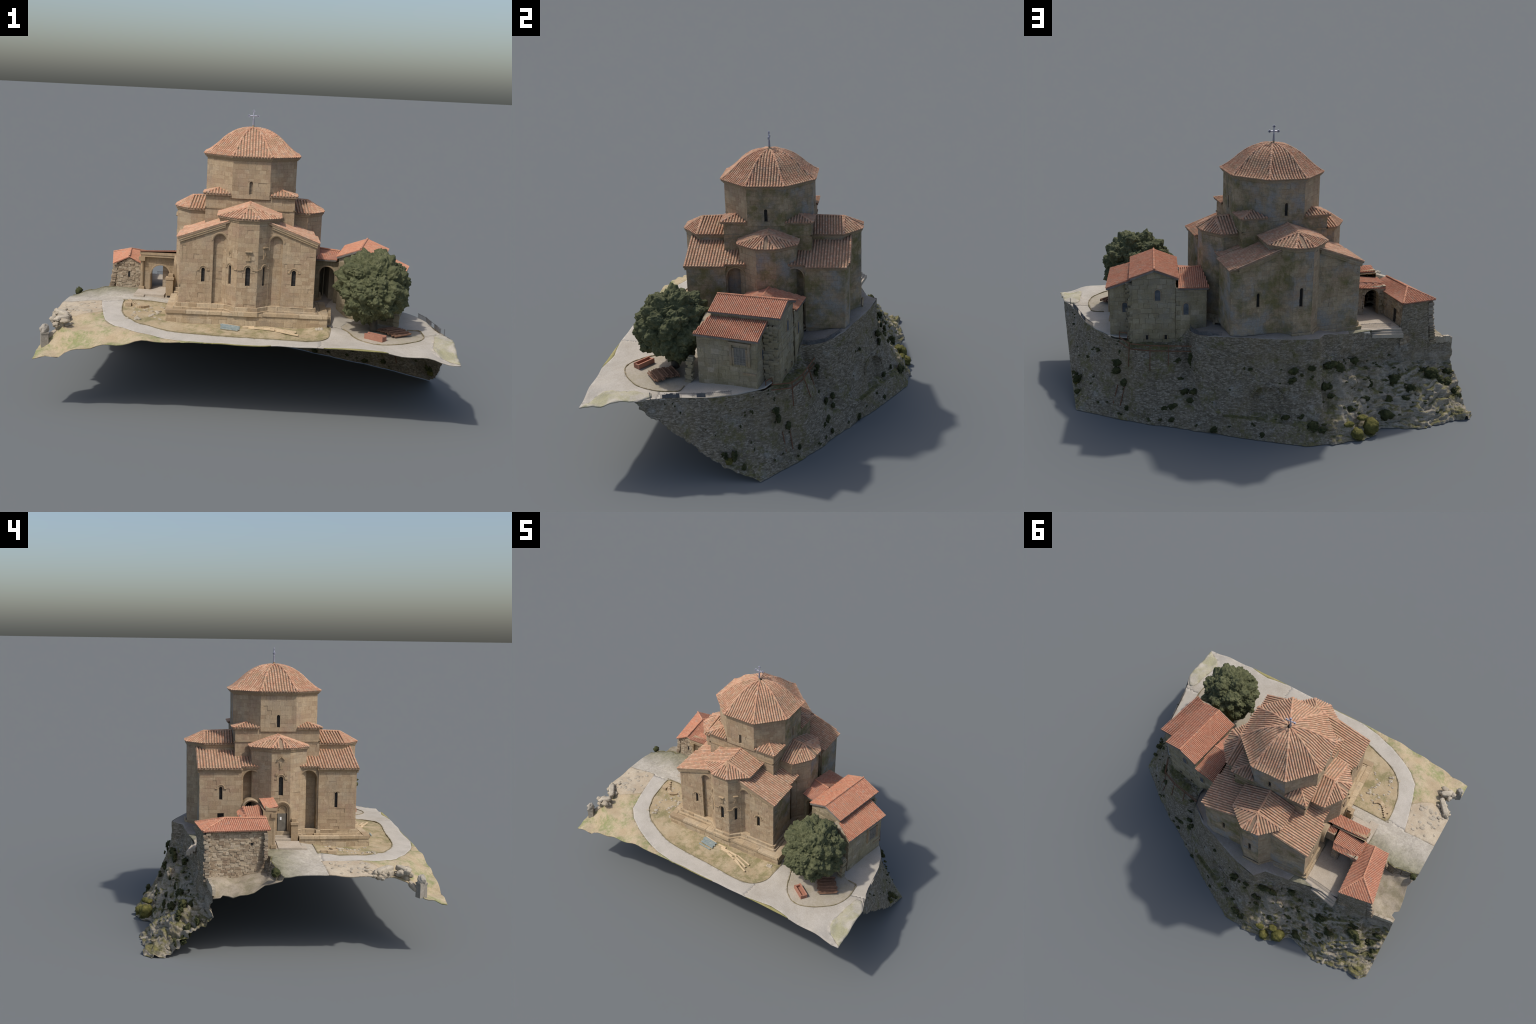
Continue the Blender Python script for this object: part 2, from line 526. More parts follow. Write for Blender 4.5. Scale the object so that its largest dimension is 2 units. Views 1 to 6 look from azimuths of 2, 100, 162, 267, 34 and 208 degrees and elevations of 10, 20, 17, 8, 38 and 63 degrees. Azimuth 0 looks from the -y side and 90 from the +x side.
def pane(part, a, b, s, z0, z1, half, back, mi=0, arched=True):
    a, b = V((a[0], a[1], 0)), V((b[0], b[1], 0))
    e = (b - a).normalized()
    n = V((e.y, -e.x, 0))
    part.add([a + e * (s + x) + V((0, 0, z)) - n * back for x, z in ((-half, z0), (half, z0), (half, z1), (-half, z1))], [(0, 1, 2, 3)], mi)


# ------------------------------------------------------------------ roofs
def tile_row(part, pts, side, r, step, mi=0, lift=0.0, taper=0.9):
    """Overlapping half-round tiles along a path from the eave upwards."""
    pts = [V(p) for p in pts]
    seg = [(pts[i + 1] - pts[i]).length for i in range(len(pts) - 1)]
    total = sum(seg)
    if total < step * 0.4:
        return

    def at(d):
        d = min(max(d, 0), total)
        for i, l in enumerate(seg):
            if d <= l or i == len(seg) - 1:
                u = (pts[i + 1] - pts[i]) / max(l, 1e-9)
                return pts[i] + u * d, u
            d -= l

    count = max(1, round(total / step))
    st = total / count
    for i in range(count):
        p0, u = at(i * st)
        p1, u1 = at(min(total, (i + 1.12) * st))
        up = side.cross(u)
        if up.z < 0:
            up = -up
        j = R.uniform(-0.03, 0.03) * r
        q = r * R.uniform(0.93, 1.06)
        vs = []
        for p, rr, hh in ((p0, q, lift + 0.13 * r), (p1, q * taper, lift)):
            for t in (0, 0.25, 0.5, 0.75, 1):
                ang = math.pi * t
                vs.append(p + side * (rr * math.cos(ang) + j) + up * (rr * math.sin(ang) * 0.95 + hh - 0.1 * r))
        k = 5
        fs = [(c, c + 1, k + c + 1, k + c) for c in range(4)] + [(4, 3, 2, 1, 0)]
        part.add(vs, fs, mi)


def roof_plane(part, poly, spacing, step, r=None, pan=1, tile=0, lift=0.0015, thick=0.008):
    """A planar roof slope: pan layer with thickness, and rows of cover tiles running down the slope."""
    P = [V(p) for p in poly]
    n = V((0, 0, 0))
    for i in range(len(P)):
        n += (P[i] - P[0]).cross(P[(i + 1) % len(P)] - P[0])
    n.normalize()
    if n.z < 0:
        n, P = -n, P[::-1]
    k = len(P)
    vs = [p for p in P] + [p - V((0, 0, thick)) for p in P]
    part.add(vs, [tuple(range(k)), tuple(range(k, 2 * k))[::-1]] + [(i, k + i, k + (i + 1) % k, (i + 1) % k) for i in range(k)], pan)
    up = (V((0, 0, 1)) - n * n.z).normalized()
    side = up.cross(n).normalized()
    o = P[0]
    flat = [((p - o).dot(side), (p - o).dot(up)) for p in P]
    s0, s1 = min(f[0] for f in flat), max(f[0] for f in flat)
    rows = max(1, round((s1 - s0) / spacing))
    for i in range(rows):
        s = s0 + (i + 0.5) * (s1 - s0) / rows
        hits = []
        for a, b in zip(flat, flat[1:] + flat[:1]):
            if (a[0] - s) * (b[0] - s) < 0:
                hits.append(a[1] + (b[1] - a[1]) * (s - a[0]) / (b[0] - a[0]))
        if len(hits) < 2:
            continue
        t0, t1 = min(hits), max(hits)
        base = o + side * s + n * lift
        tile_row(part, [base + up * (t0 - 0.003 + R.uniform(-.001, .001)), base + up * t1], side, r or spacing * 0.34, step, tile)


def ridge(part, a, b, r, step, tile=0):
    a, b = V(a), V(b)
    side = (b - a).cross(V((0, 0, 1)))
    side = V((1, 0, 0)) if side.length < 1e-6 else side.normalized()
    tile_row(part, [a, b], side, r, step, tile, lift=r * 0.25)


# ================================================================== CHURCH
CA = math.radians(2.8)
CO = V((-0.045, 0.0, 0.45))
church = thing("stone_church", CO, "golden sandstone domed cross church with red tile roofs", "church", CA)
# church parts are built in the church's own axes, heights in world metres
SHIFT = Matrix.Translation((0, 0, -CO.z))


def church_make(part, name, mats, **kw):
    part.v = [(x, y, z - CO.z) for x, y, z in part.v]
    return part.make(name, church, mats, keep=False, **kw)


def turn(p, q):
    """Rotate a local point by q quarter turns."""
    x, y = p
    for _ in range(q):
        x, y = -y, x
    return (x, y)


HU, HV = 0.338, 0.411          # half sizes of the lower body
EAVE = 0.812                   # wall top of the corner chapels
RISE = 0.37                    # slope of the chapel roofs (per metre towards the middle)
BASE_Z = 0.478
walls, panes, trims, core = Part(), Part(), Part(), Part()


def chapel_top(u):
    return EAVE + RISE * (HU - abs(u))


# cores (just behind the stone facing)
D = 0.0115
for su in (-1, 1):
    for sv in (-1, 1):
        plan = [(0.05, 0.2045), (HU - D, 0.2045), (HU - D, HV - D), (0.174, HV - D), (0.174, HV - 0.045), (0.05, HV - 0.045)]
        if sv > 0:
            plan = [(0.05, 0.2045), (HU - D, 0.2045), (HU - D, (0.4285 if su < 0 else 0.406) - D), (0.28, 0.429 - D), (0.05, 0.429 - D)]
        plan = [(su * x, sv * y) for x, y in plan]
        if su * sv < 0:
            plan = plan[::-1]
        core.prism(plan, 0.40, lambda x, y: chapel_top(x) - 0.004)
        plan = [(0.05, 0.05), (0.243, 0.05), (0.243, 0.206), (0.05, 0.206)]
        plan = [(su * x, sv * y) for x, y in plan]
        if su * sv < 0:
            plan = plan[::-1]
        core.prism(plan, 0.40, lambda x, y: chapel_top(x) - 0.004)
core.prism([(-0.217, -0.212), (0.217, -0.212), (0.217, 0.222), (-0.217, 0.222)], 0.7, 1.01)
core.prism([(0.2215 * math.cos(t) / math.cos(math.pi / 8), 0.2215 * math.sin(t) / math.cos(math.pi / 8)) for t in (math.pi / 8 + k * math.pi / 4 for k in range(8))], 0.99, 1.205)

# apses: (quarter turns, lateral offset, back, shoulder depth, front depth)
APSES = {"south": (0, 0.001, 0.225, 0.372, 0.461), "east": (1, 0.014, 0.225, 0.305, 0.384),
         "north": (2, 0.008, 0.235, 0.386, 0.484), "west": (3, -0.004, 0.225, 0.307, 0.384)}
HW, HF, APSE_TOP = 0.147, 0.050, 0.922
apse_plan = {}
for name, (q, off, back, sh, fr) in APSES.items():
    pts = [(-HW, -back), (-HW, -sh), (-HF, -fr), (HF, -fr), (HW, -sh), (HW, -back)]
    apse_plan[name] = [turn((x + off, y), q) for x, y in pts]
    k = D
    inner = [(-HW + k, -0.05), (-HW + k, -sh + k * .4), (-HF + k * .45, -fr + k), (HF - k * .45, -fr + k), (HW - k, -sh + k * .4), (HW - k, -0.05)]
    core.prism([turn((x + off, y), q) for x, y in inner], 0.40, APSE_TOP)
church_make(core, "wall_core", "ashlar")

C, L = 0.0215, 0.036


def rect(s0, z0, s1, z1):
    return [(s0, z0), (s1, z0), (s1, z1), (s0, z1)]


window_parts = []


def window(a, b, s, z0, z1, half, hood=True, grille=True, proud=0.004):
    """Recessed round-headed slot with frame, returns the hole it needs."""
    panes = Part()
    window_parts.append(panes)
    pane(panes, a, b, s, z0, z1, half, 0.0108, 0)
    if grille:
        aa, bb = V((a[0], a[1], 0)), V((b[0], b[1], 0))
        e = (bb - aa).normalized()
        n = V((e.y, -e.x, 0))
        for k in range(-1, 2):
            panes.beam(aa + e * (s + k * half * .5) - n * 0.0095 + V((0, 0, z0)), aa + e * (s + k * half * .5) - n * 0.0095 + V((0, 0, z1)), 0.0009, 0.0009, 1)
        z = z0
        while z < z1:
            panes.beam(aa + e * (s - half) - n * 0.0095 + V((0, 0, z)), aa + e * (s + half) - n * 0.0095 + V((0, 0, z)), 0.0009, 0.0009, 1)
            z += 0.007
    arch_panel(trims, a, b, s, z0, z1, half, 0.0006, 0.011)
    if hood:
        arch_band(trims, a, b, s, z1 - half, half + 0.010, 0.006, proud, legs=0.003, feet=0.011)
    return (s - half, z0, s + half, z1)


# ---- south and north fronts: two raked chapel fronts and the faceted apse between
for face, q, su_hits in (("south", 0, -1), ("north", 2, 1)):
    quarter, off, back, sh, fr = APSES[face]
    # where the oblique facet meets the front wall line
    HFV = HV if face == "south" else 0.429
    t = (HFV - sh) / (fr - sh)
    meet = HW + (HF - HW) * t
    for sgn in (-1, 1):
        left = sgn < 0
        inner, outer = meet + sgn * off, HU
        a = turn((-outer if left else inner, -HFV), q)
        b = turn((-inner if left else outer, -HFV), q)
        if left:
            inner = meet - off
            b = turn((-inner, -HFV), q)
        width = outer - inner
        if left:
            reg = [(0, BASE_Z), (width, BASE_Z), (width, chapel_top(inner)), (0, EAVE)]
        else:
            reg = [(0, BASE_Z), (width, BASE_Z), (width, EAVE), (0, chapel_top(inner))]
        holes = []
        if face == "south":
            s = (outer - 0.219) if left else (0.233 - inner)
            z0, z1 = (0.596, 0.668) if left else (0.594, 0.674)
            holes.append(window(a, b, s, z0, z1, 0.0085 if left else 0.0105))
            # tall blind niche beside the apse
            nc = (outer - 0.140) if left else (0.140 - inner)
            nh = 0.032
            holes.append((nc - nh, BASE_Z - 0.01, nc + nh, 0.84))
            arch_panel(trims, a, b, nc, BASE_Z, 0.84, nh, 0.0006, 0.045)
            arch_band(trims, a, b, nc, 0.84 - nh, nh + 0.007, 0.008, 0.003)
        elif not left:
            pass
        if face == "north" and left:
            holes.append(window(a, b, outer - 0.205, 0.622, 0.694, 0.008, hood=False, grille=False))
        if face == "north" and left:      # chipped north-east corner
            k = 0.05
            facing(walls, turn((-HU, -0.408), q), turn((-HU + k, -HFV), q), [(0, BASE_Z), (k * 1.08, BASE_Z), (k * 1.08, EAVE + RISE * k), (0, EAVE)], C, L)
            reg = [(k, BASE_Z), (width, BASE_Z), (width, chapel_top(inner)), (k, EAVE + RISE * k)]
        facing(walls, a, b, reg, C, L, holes)
        # oblique facet of the apse, shortened plan coordinates
    P = apse_plan[face]
    for i in range(5):
        a, b = P[i], P[i + 1]
        ln = math.dist(a, b)
        z0 = 0.80 if i in (0, 4) else BASE_Z
        holes = []
        if face == "south":
            if i == 2:
                holes.append(window(a, b, ln / 2 + 0.003, 0.595, 0.69, 0.0115))
            if i in (1, 3):
                holes.append(window(a, b, ln * (0.62 if i == 1 else 0.34), 0.594, 0.69, 0.0085))
        if face == "north" and i == 2:
            holes.append(window(a, b, ln * 0.42, 0.625, 0.722, 0.009, hood=False, grille=False))
        facing(walls, a, b, rect(0, z0, ln, APSE_TOP), C, L, holes)
# blind niche returns on the south front
for sgn in (-1, 1):
    x0, x1, y0, y1 = 0.108, 0.172, -HV, -HV + 0.019
    back = [(sgn * x0, y1), (sgn * x1, y1)]
    if sgn > 0:
        facing(walls, (x0 - .02, y1), (x1, y1), rect(0, BASE_Z, 0.084, 0.845), C, L)
        facing(walls, (x1, y1), (x1, y0), rect(0, BASE_Z, 0.019, 0.815), C, L)
    else:
        facing(walls, (-x1, y1), (-x0 + .02, y1), rect(0, BASE_Z, 0.084, 0.845), C, L)
        facing(walls, (-x1, y0), (-x1, y1), rect(0, BASE_Z, 0.019, 0.815), C, L)

# ---- west and east fronts: plain chapel walls, deep arched niches, faceted apse
NI0, NI1, NPLANE, NTOP = 0.108, 0.198, 0.329, 0.803
for face, q in (("east", 1), ("west", 3)):
    quarter, off, back, sh, fr = APSES[face]
    for sgn in (-1, 1):
        a, b = turn((0.205, -HU), q), turn((HV, -HU), q)
        if sgn < 0:
            a, b = turn((-HV, -HU), q), turn((-0.205, -HU), q)
        end = HV
        if face == "east" and sgn > 0:
            end = 0.406
            b = turn((end, -HU), q)
        if face == "west" and sgn < 0:
            end = 0.4285
            a = turn((-end, -HU), q)
        ln = end - 0.205
        holes = []
        if face == "west":
            if sgn < 0:     # towards +v
                s = end - 0.316
                holes.append(window(a, b, s, 0.649, 0.719, 0.0085))
                holes.append((s - 0.017, 0.548, s + 0.017, 0.577))
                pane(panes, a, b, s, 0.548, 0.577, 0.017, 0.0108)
            else:
                holes.append(window(a, b, 0.302 - 0.205, 0.604, 0.688, 0.008, hood=False))
                arch_band(trims, a, b, 0.302 - 0.205 + .006, 0.676, 0.016, 0.005, 0.003, span=0.6)
        facing(walls, a, b, rect(0, BASE_Z, ln, EAVE), C, L, holes)
        # niche: front plane with arched hole, then sides and back
        lo, hi = (NI0 - 0.01, 0.205)
        a, b = turn((lo, -NPLANE), q), turn((hi, -NPLANE), q)
        nc = (NI0 + NI1) / 2 - lo
        if sgn < 0:
            a, b = turn((-hi, -NPLANE), q), turn((-lo, -NPLANE), q)
            nc = hi - (NI0 + NI1) / 2
        nh = (NI1 - NI0) / 2
        facing(walls, a, b, rect(0, BASE_Z, hi - lo, 0.826), C, L, [(nc - nh, BASE_Z - 0.01, nc + nh, NTOP)])
        arch_panel(trims, a, b, nc, BASE_Z, NTOP, nh, 0.0006, 0.075, segs=18)
        arch_band(trims, a, b, nc, NTOP - nh, nh + 0.004, 0.007, 0.003)
        yb = -0.27 if face == "west" else -0.278
        if sgn > 0:
            facing(walls, turn((NI0 - .03, yb), q), turn((NI1, yb), q), rect(0, BASE_Z, NI1 - NI0 + .03, 0.82), C, L)
            facing(walls, turn((NI1, yb), q), turn((NI1, -NPLANE), q), rect(0, BASE_Z, NPLANE + yb, 0.765), C, L)
        else:
            facing(walls, turn((-NI1, yb), q), turn((-NI0 + .03, yb), q), rect(0, BASE_Z, NI1 - NI0 + .03, 0.82), C, L)
            facing(walls, turn((-NI1, -NPLANE), q), turn((-NI1, yb), q), rect(0, BASE_Z, NPLANE + yb, 0.765), C, L)
    P = apse_plan[face]
    for i in range(5):
        a, b = P[i], P[i + 1]
        ln = math.dist(a, b)
        holes = []
        if face == "west" and i == 2:
            holes.append(window(a, b, ln / 2 + 0.001, 0.678, 0.779, 0.0115))
            holes.append((ln / 2 + 0.009 - 0.036, 0.45, ln / 2 + 0.009 + 0.036, 0.637))
        facing(walls, a, b, rect(0, 0.80 if i in (0, 4) else 0.46, ln, APSE_TOP), C, L, holes)

# ---- crossing block and drum
for i, (a, b) in enumerate((((-0.2285, -0.2235), (0.2285, -0.2235)), ((0.2285, -0.2235), (0.2285, 0.2335)), ((0.2285, 0.2335), (-0.2285, 0.2335)), ((-0.2285, 0.2335), (-0.2285, -0.2235)))):
    ln = math.dist(a, b)
    facing(walls, a, b, rect(0, 0.83, ln, 1.012), C, L)
    d = V((b[0] - a[0], b[1] - a[1], 0)).normalized()
    n = V((d.y, -d.x, 0))
    mid = V(((a[0] + b[0]) / 2, (a[1] + b[1]) / 2, 0))
    trims.box(mid + V((0, 0, 0.947)) + n * -0.001, (ln + 0.008, 0.010, 0.007), (d, n, V((0, 0, 1))))
    trims.box(mid + V((0, 0, 1.0165)) + n * -0.012, (ln + 0.004, 0.026, 0.006), (d, n, V((0, 0, 1))))
DR = 0.2335
RO = DR / math.cos(math.pi / 8)
oct_pts = [(RO * math.cos(math.pi / 8 + k * math.pi / 4), RO * math.sin(math.pi / 8 + k * math.pi / 4) + 0.002) for k in range(8)]
for k in range(8):
    a, b = oct_pts[k], oct_pts[(k + 1) % 8]
    ln = math.dist(a, b)
    holes = []
    if k % 2 == 1 or True:
        mx, my = (a[0] + b[0]) / 2, (a[1] + b[1]) / 2
        if min(abs(mx), abs(my)) < 0.02:
            holes.append(window(a, b, ln / 2, 1.023, 1.09, 0.0085, hood=False))
    facing(walls, a, b, rect(0, 1.0, ln, 1.204), C * 1.05, L, holes)
church_make(walls, "wall_masonry", "ashlar", kind="stuff", fix=False)


# ---- cornices under the eaves
def cornice(path, z, h, out, closed=False):
    n = len(path)
    for i in range(n if closed else n - 1):
        a, b = V((*path[i], 0)), V((*path[(i + 1) % n], 0))
        d = (b - a).normalized()
        nn = V((d.y, -d.x, 0))
        ln = (b - a).length
        trims.box((a + b) / 2 + V((0, 0, z - h * .25)) + nn * (out * .5 - .005), (ln + out, out + .01, h * .5), (d, nn, V((0, 0, 1))))
        trims.box((a + b) / 2 + V((0, 0, z - h * .75)) + nn * (out * .25 - .005), (ln + out * .5, out * .5 + .01, h * .5), (d, nn, V((0, 0, 1))))


for name in APSES:
    cornice(apse_plan[name], APSE_TOP + 0.003, 0.016, 0.008)
cornice(oct_pts, 1.210, 0.014, 0.012, True)
for su in (-1, 1):
    q = 1 if su > 0 else 3
    for sgn in (-1, 1):
        p = [turn((0.205, -HU), q), turn((HV, -HU), q)] if sgn > 0 else [turn((-HV, -HU), q), turn((-0.205, -HU), q)]
        cornice(p, EAVE + 0.002, 0.015, 0.009)
        p = [turn((0.10, -NPLANE), q), turn((0.205, -NPLANE), q)] if sgn > 0 else [turn((-0.205, -NPLANE), q), turn((-0.10, -NPLANE), q)]
        cornice(p, 0.823, 0.012, 0.006)
for face, q in (("south", 0), ("north", 2)):
    for sgn in (-1, 1):
        u0, u1 = 0.115, HU + (0.006 if face == "south" or sgn > 0 else -.03)
        a = V((*turn((sgn * u0, -(HV if face == "south" else 0.429) - 0.004), q), chapel_top(u0) - 0.002))
        b = V((*turn((sgn * u1, -(HV if face == "south" else 0.429) - 0.004), q), chapel_top(u1) - 0.002))
        trims.beam(a, b, 0.014, 0.010)
        trims.beam(a - V((0, 0, .010)), b - V((0, 0, .010)), 0.008, 0.010)

# ---- socle and portal, reliefs
outline = []
for name in ("south", "east", "north", "west"):
    q, off, back, sh, fr = APSES[name]
    lim = {"south": HV, "north": 0.429}.get(name, 0.33)
    t = (lim - sh) / (fr - sh)
    m = HW + (HF - HW) * t
    o = [(-m + off, -lim), (-HF + off, -fr), (HF + off, -fr), (m + off, -lim)]
    half = HU if name in ("south", "north") else HV
    if name in ("east", "west"):
        o = [(-0.205, -HU), (-0.205, -0.33)] + o + [(0.205, -0.33), (0.205, -HU)]
    o = [(-half, {"south": -HV, "north": -0.429}.get(name, -HU))] + o
    outline += [turn(p, q) for p in o]


def offset_outline(pts, d):
    out = []
    n = len(pts)
    for i in range(n):
        p0, p, p1 = V(pts[i - 1]), V(pts[i]), V(pts[(i + 1) % n])
        d0, d1 = (p - p0), (p1 - p)
        if d0.length < 1e-6 or d1.length < 1e-6:
            continue
        d0.normalize(); d1.normalize()
        n0, n1 = V((d0.y, -d0.x)), V((d1.y, -d1.x))
        k = 1 + n0.dot(n1)
        m = (n0 + n1) / max(k, 0.5)
        out.append((p.x + m.x * d, p.y + m.y * d))
    return out


socle = Part()
for d, z0, z1, w in ((0.024, 0.445, 0.468, 0.05), (0.011, 0.466, 0.487, 0.045)):
    o = offset_outline(outline, d)
    inner = offset_outline(outline, -0.02)
    nn = len(o)
    vs = [(x, y, z0) for x, y in o] + [(x, y, z1) for x, y in o] + [(x, y, z1) for x, y in inner]
    free = [i for i in range(nn) if not (o[i][0] > 0.03 and o[i][1] > 0.3 or o[(i + 1) % nn][0] > .3 and o[(i + 1) % nn][1] > .3)]
    socle.add(vs, [(i, (i + 1) % nn, nn + (i + 1) % nn, nn + i) for i in free] + [(nn + i, nn + (i + 1) % nn, 2 * nn + (i + 1) % nn, 2 * nn + i) for i in free])
    for i in range(nn):
        a, b = o[i], o[(i + 1) % nn]
        ln = math.dist(a, b)
        if a[0] > 0.06 and b[0] > 0.03 and min(a[1], b[1]) > 0.3 or max(a[0], b[0]) > .3 and max(a[1], b[1]) > .3:
            continue
        if ln > 0.02:
            facing(socle, a, b, rect(0, z0, ln, z1 + 0.001), z1 - z0 + .004, 0.05, proud=0.003, joint=0.0012, depth=0.006)
church_make(socle, "stepped_socle", "plinth")

podium = Part()
pod = [(-0.392, -0.475), (0.408, -0.475), (0.408, -0.20), (0.392, -0.20), (0.392, -0.34), (-0.37, -0.34), (-0.37, -0.125), (-0.392, -0.125)]
outer = [(-0.392, -0.475), (0.408, -0.475), (0.408, -0.16), (-0.392, -0.098)]
podium.prism(outer, 0.37, lambda x, y: 0.456 + 0.006 * (x > 0))
for i in (0, 1, 3):
    a, b = outer[i], outer[(i + 1) % 4]
    ln = math.dist(a, b)
    facing(podium, a, b, rect(0, 0.375, ln, 0.446), 0.024, 0.05, proud=0.002, joint=0.001, depth=0.004)
    d = V((b[0] - a[0], b[1] - a[1], 0)).normalized()
    nn = V((d.y, -d.x, 0))
    s = 0.0
    while s < ln:
        w = min(R.uniform(0.06, 0.12), ln - s)
        podium.box(V((*a, 0)) + d * (s + w / 2) + nn * (-0.012 + R.uniform(0, .002)) + V((0, 0, 0.4525 + R.uniform(0, .002) + 0.003 * ((a[0] + d.x * s) > 0))), (w - 0.001, 0.034, 0.015), (d, nn, V((0, 0, 1))))
        s += w
church_make(podium, "podium", "plinth")

# portal on the west front
wa, wb = apse_plan["west"][2], apse_plan["west"][3]
wl = math.dist(wa, wb)
ps = wl / 2 + 0.009
pane(panes, wa, wb, ps, 0.46, 0.637, 0.036, 0.0106, 0)
arch_panel(trims, wa, wb, ps, 0.45, 0.637, 0.036, 0.0006, 0.011)
arch_band(trims, wa, wb, ps, 0.601, 0.042, 0.014, 0.012, legs=0.13)
arch_band(trims, wa, wb, ps, 0.601, 0.031, 0.008, 0.004, legs=0.13, back=-0.011)
e = V((wb[0] - wa[0], wb[1] - wa[1], 0)).normalized()
nw = V((e.y, -e.x, 0))
pw = V((*wa, 0)) + e * ps
ax = (e, nw, V((0, 0, 1)))
portal = Part()
portal.box(pw + V((0, 0, 0.607)) - nw * 0.007, (0.066, 0.006, 0.05), ax, 0)
portal.box(pw + V((0, 0, 0.528)) - nw * 0.006, (0.044, 0.006, 0.108), ax, 1)
portal.box(pw + V((0.0, 0, 0.555)) - nw * 0.0022 - e * .006, (0.009, 0.002, 0.016), ax, 2)
for k in range(8):
    t = math.pi * (k + .5) / 8
    portal.box(pw + e * (0.017 * math.cos(t)) + V((0, 0, 0.6 + 0.017 * math.sin(t))) - nw * 0.004, (0.006, 0.005, 0.006), ax, 0)
for k, (z, dd) in enumerate(((0.463, 0.03), (0.452, 0.05))):
    portal.box(pw + nw * (dd / 2) + V((0, 0, z)), (0.075 + .01 * k, dd, 0.013), ax, 3)
church_make(portal, "portal_door", ["trim", "door", "paper", "slab"])
# carved reliefs and small ornaments
def relief(face, i, frac, z, w, h, roof):
    a, b = apse_plan[face][i], apse_plan[face][i + 1]
    ee = V((b[0] - a[0], b[1] - a[1], 0)).normalized()
    nn = V((ee.y, -ee.x, 0))
    p = V((*a, 0)) + ee * (math.dist(a, b) * frac)
    x3 = (ee, nn, V((0, 0, 1)))
    trims.box(p + V((0, 0, z)) + nn * .0008, (w, 0.003, h), x3)
    for k in range(5):
        trims.box(p + V((0, 0, z + R.uniform(-.3, .3) * h)) + ee * (R.uniform(-.3, .3) * w) + nn * .003, (w * R.uniform(.15, .35), 0.004, h * R.uniform(.2, .4)), x3)
    if roof == "slab":
        trims.box(p + V((0, 0, z + h / 2 + .012)) + nn * .005, (w * 1.35, 0.014, 0.005), x3)
    if roof == "gable":
        for sg in (-1, 1):
            trims.beam(p + V((0, 0, z + h / 2 + .027)) + nn * .004, p + ee * (sg * .02) + V((0, 0, z + h / 2 + .009)) + nn * .004, 0.011, 0.006)


relief("south", 2, 0.53, 0.738, 0.027, 0.036, "slab")
relief("south", 1, 0.62, 0.755, 0.02, 0.05, None)
relief("south", 3, 0.34, 0.75, 0.024, 0.05, "slab")
relief("west", 2, 0.5, 0.838, 0.02, 0.042, "gable")
for sx in (-0.023, 0.025):
    trims.box(V((*wa, 0)) + e * (wl / 2 + sx) + V((0, 0, 0.79)) + nw * .001, (0.013, 0.006, 0.012), ax)
# hood mould linking the three apse windows
for i in (1, 2, 3):
    a, b = apse_plan["south"][i], apse_plan["south"][i + 1]
    ee = V((b[0] - a[0], b[1] - a[1], 0)).normalized()
    nn = V((ee.y, -ee.x, 0))
    ln = math.dist(a, b)
    zz = V((0, 0, 0.675))
    lo, hi = {1: (.62 * ln + .03, ln), 2: (0, ln), 3: (0, .34 * ln - .03)}[i]
    for s0, s1 in (((lo, hi),) if i != 2 else ((0, ln / 2 - .03), (ln / 2 + .035, ln))):
        if s1 > s0 + .002:
            trims.beam(V((*a, 0)) + ee * s0 + zz + nn * .001, V((*a, 0)) + ee * s1 + zz + nn * .001, 0.008, 0.006)
# lower arch in front of the north-west niche
q = 3
aa, bb = turn((-0.205, -HU), q), turn((-0.10, -HU), q)
arch_band(trims, aa, bb, 0.05, 0.605, 0.043, 0.014, 0.022, legs=0.06, back=-0.05)
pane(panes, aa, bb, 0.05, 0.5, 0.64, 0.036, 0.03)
church_make(trims, "carved_trim", "trim")
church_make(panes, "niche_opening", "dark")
for w_ in window_parts:
    church_make(w_, "window", ["dark", "grille"])

# ---- roofs of the church
SP, ST = 0.0152, 0.0142
RU, RV = 0.3515, 0.4235


def rz(u):
    return 0.8175 + 0.362 * (0.3515 - abs(u))


for su in (-1, 1):
    for sv in (-1, 1):
        roof = Part()
        rv = RV if sv < 0 else 0.4405
        poly = [(su * RU, sv * 0.208), (su * RU, sv * rv), (su * 0.095, sv * rv), (su * 0.095, sv * 0.208)]
        if su > 0 and sv > 0:
            poly = [(RU, 0.208), (RU, 0.419), (0.296, rv), (0.095, rv), (0.095, 0.208)]
        roof_plane(roof, [(x, y, rz(x)) for x, y in poly], SP, ST)
        poly = [(su * 0.337, sv * 0.10), (su * 0.337, sv * 0.2075), (su * 0.2, sv * 0.2075), (su * 0.2, sv * 0.10)]
        roof_plane(roof, [(x, y, rz(x) + 0.002) for x, y in poly], SP, ST)
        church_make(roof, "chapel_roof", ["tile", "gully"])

for name, (q, off, back, sh, fr) in APSES.items():
    roof = Part()
    o = 0.0105
    W2, S2, F2, FH = HW + o, sh + 0.010, fr + 0.010, HF + 0.002
    ze, zr0, zr1 = 0.928, 0.979, 0.985
    rf = sh + (0.008 if name in ("south", "north") else 0.004)
    T = lambda x, y, z: V((*turn((x + off, -y), q), z))
    A, B = T(0, back - 0.01, zr1), T(0, rf, zr0)
    l0, l1, f0, f1, r1, r0 = T(-W2, back - .01, ze), T(-W2, S2, ze), T(-FH, F2, ze), T(FH, F2, ze), T(W2, S2, ze), T(W2, back - .01, ze)
    for poly in ((l1, B, A, l0), (l1, f0, B), (f0, f1, B), (f1, r1, B), (r1, r0, A, B)):
        roof_plane(roof, poly, SP, ST)
    for c in (l1, f0, f1, r1):
        ridge(roof, c, B, 0.0062, ST)
    ridge(roof, B, A, 0.0068, ST)
    church_make(roof, "apse_roof", ["tile", "gully"])

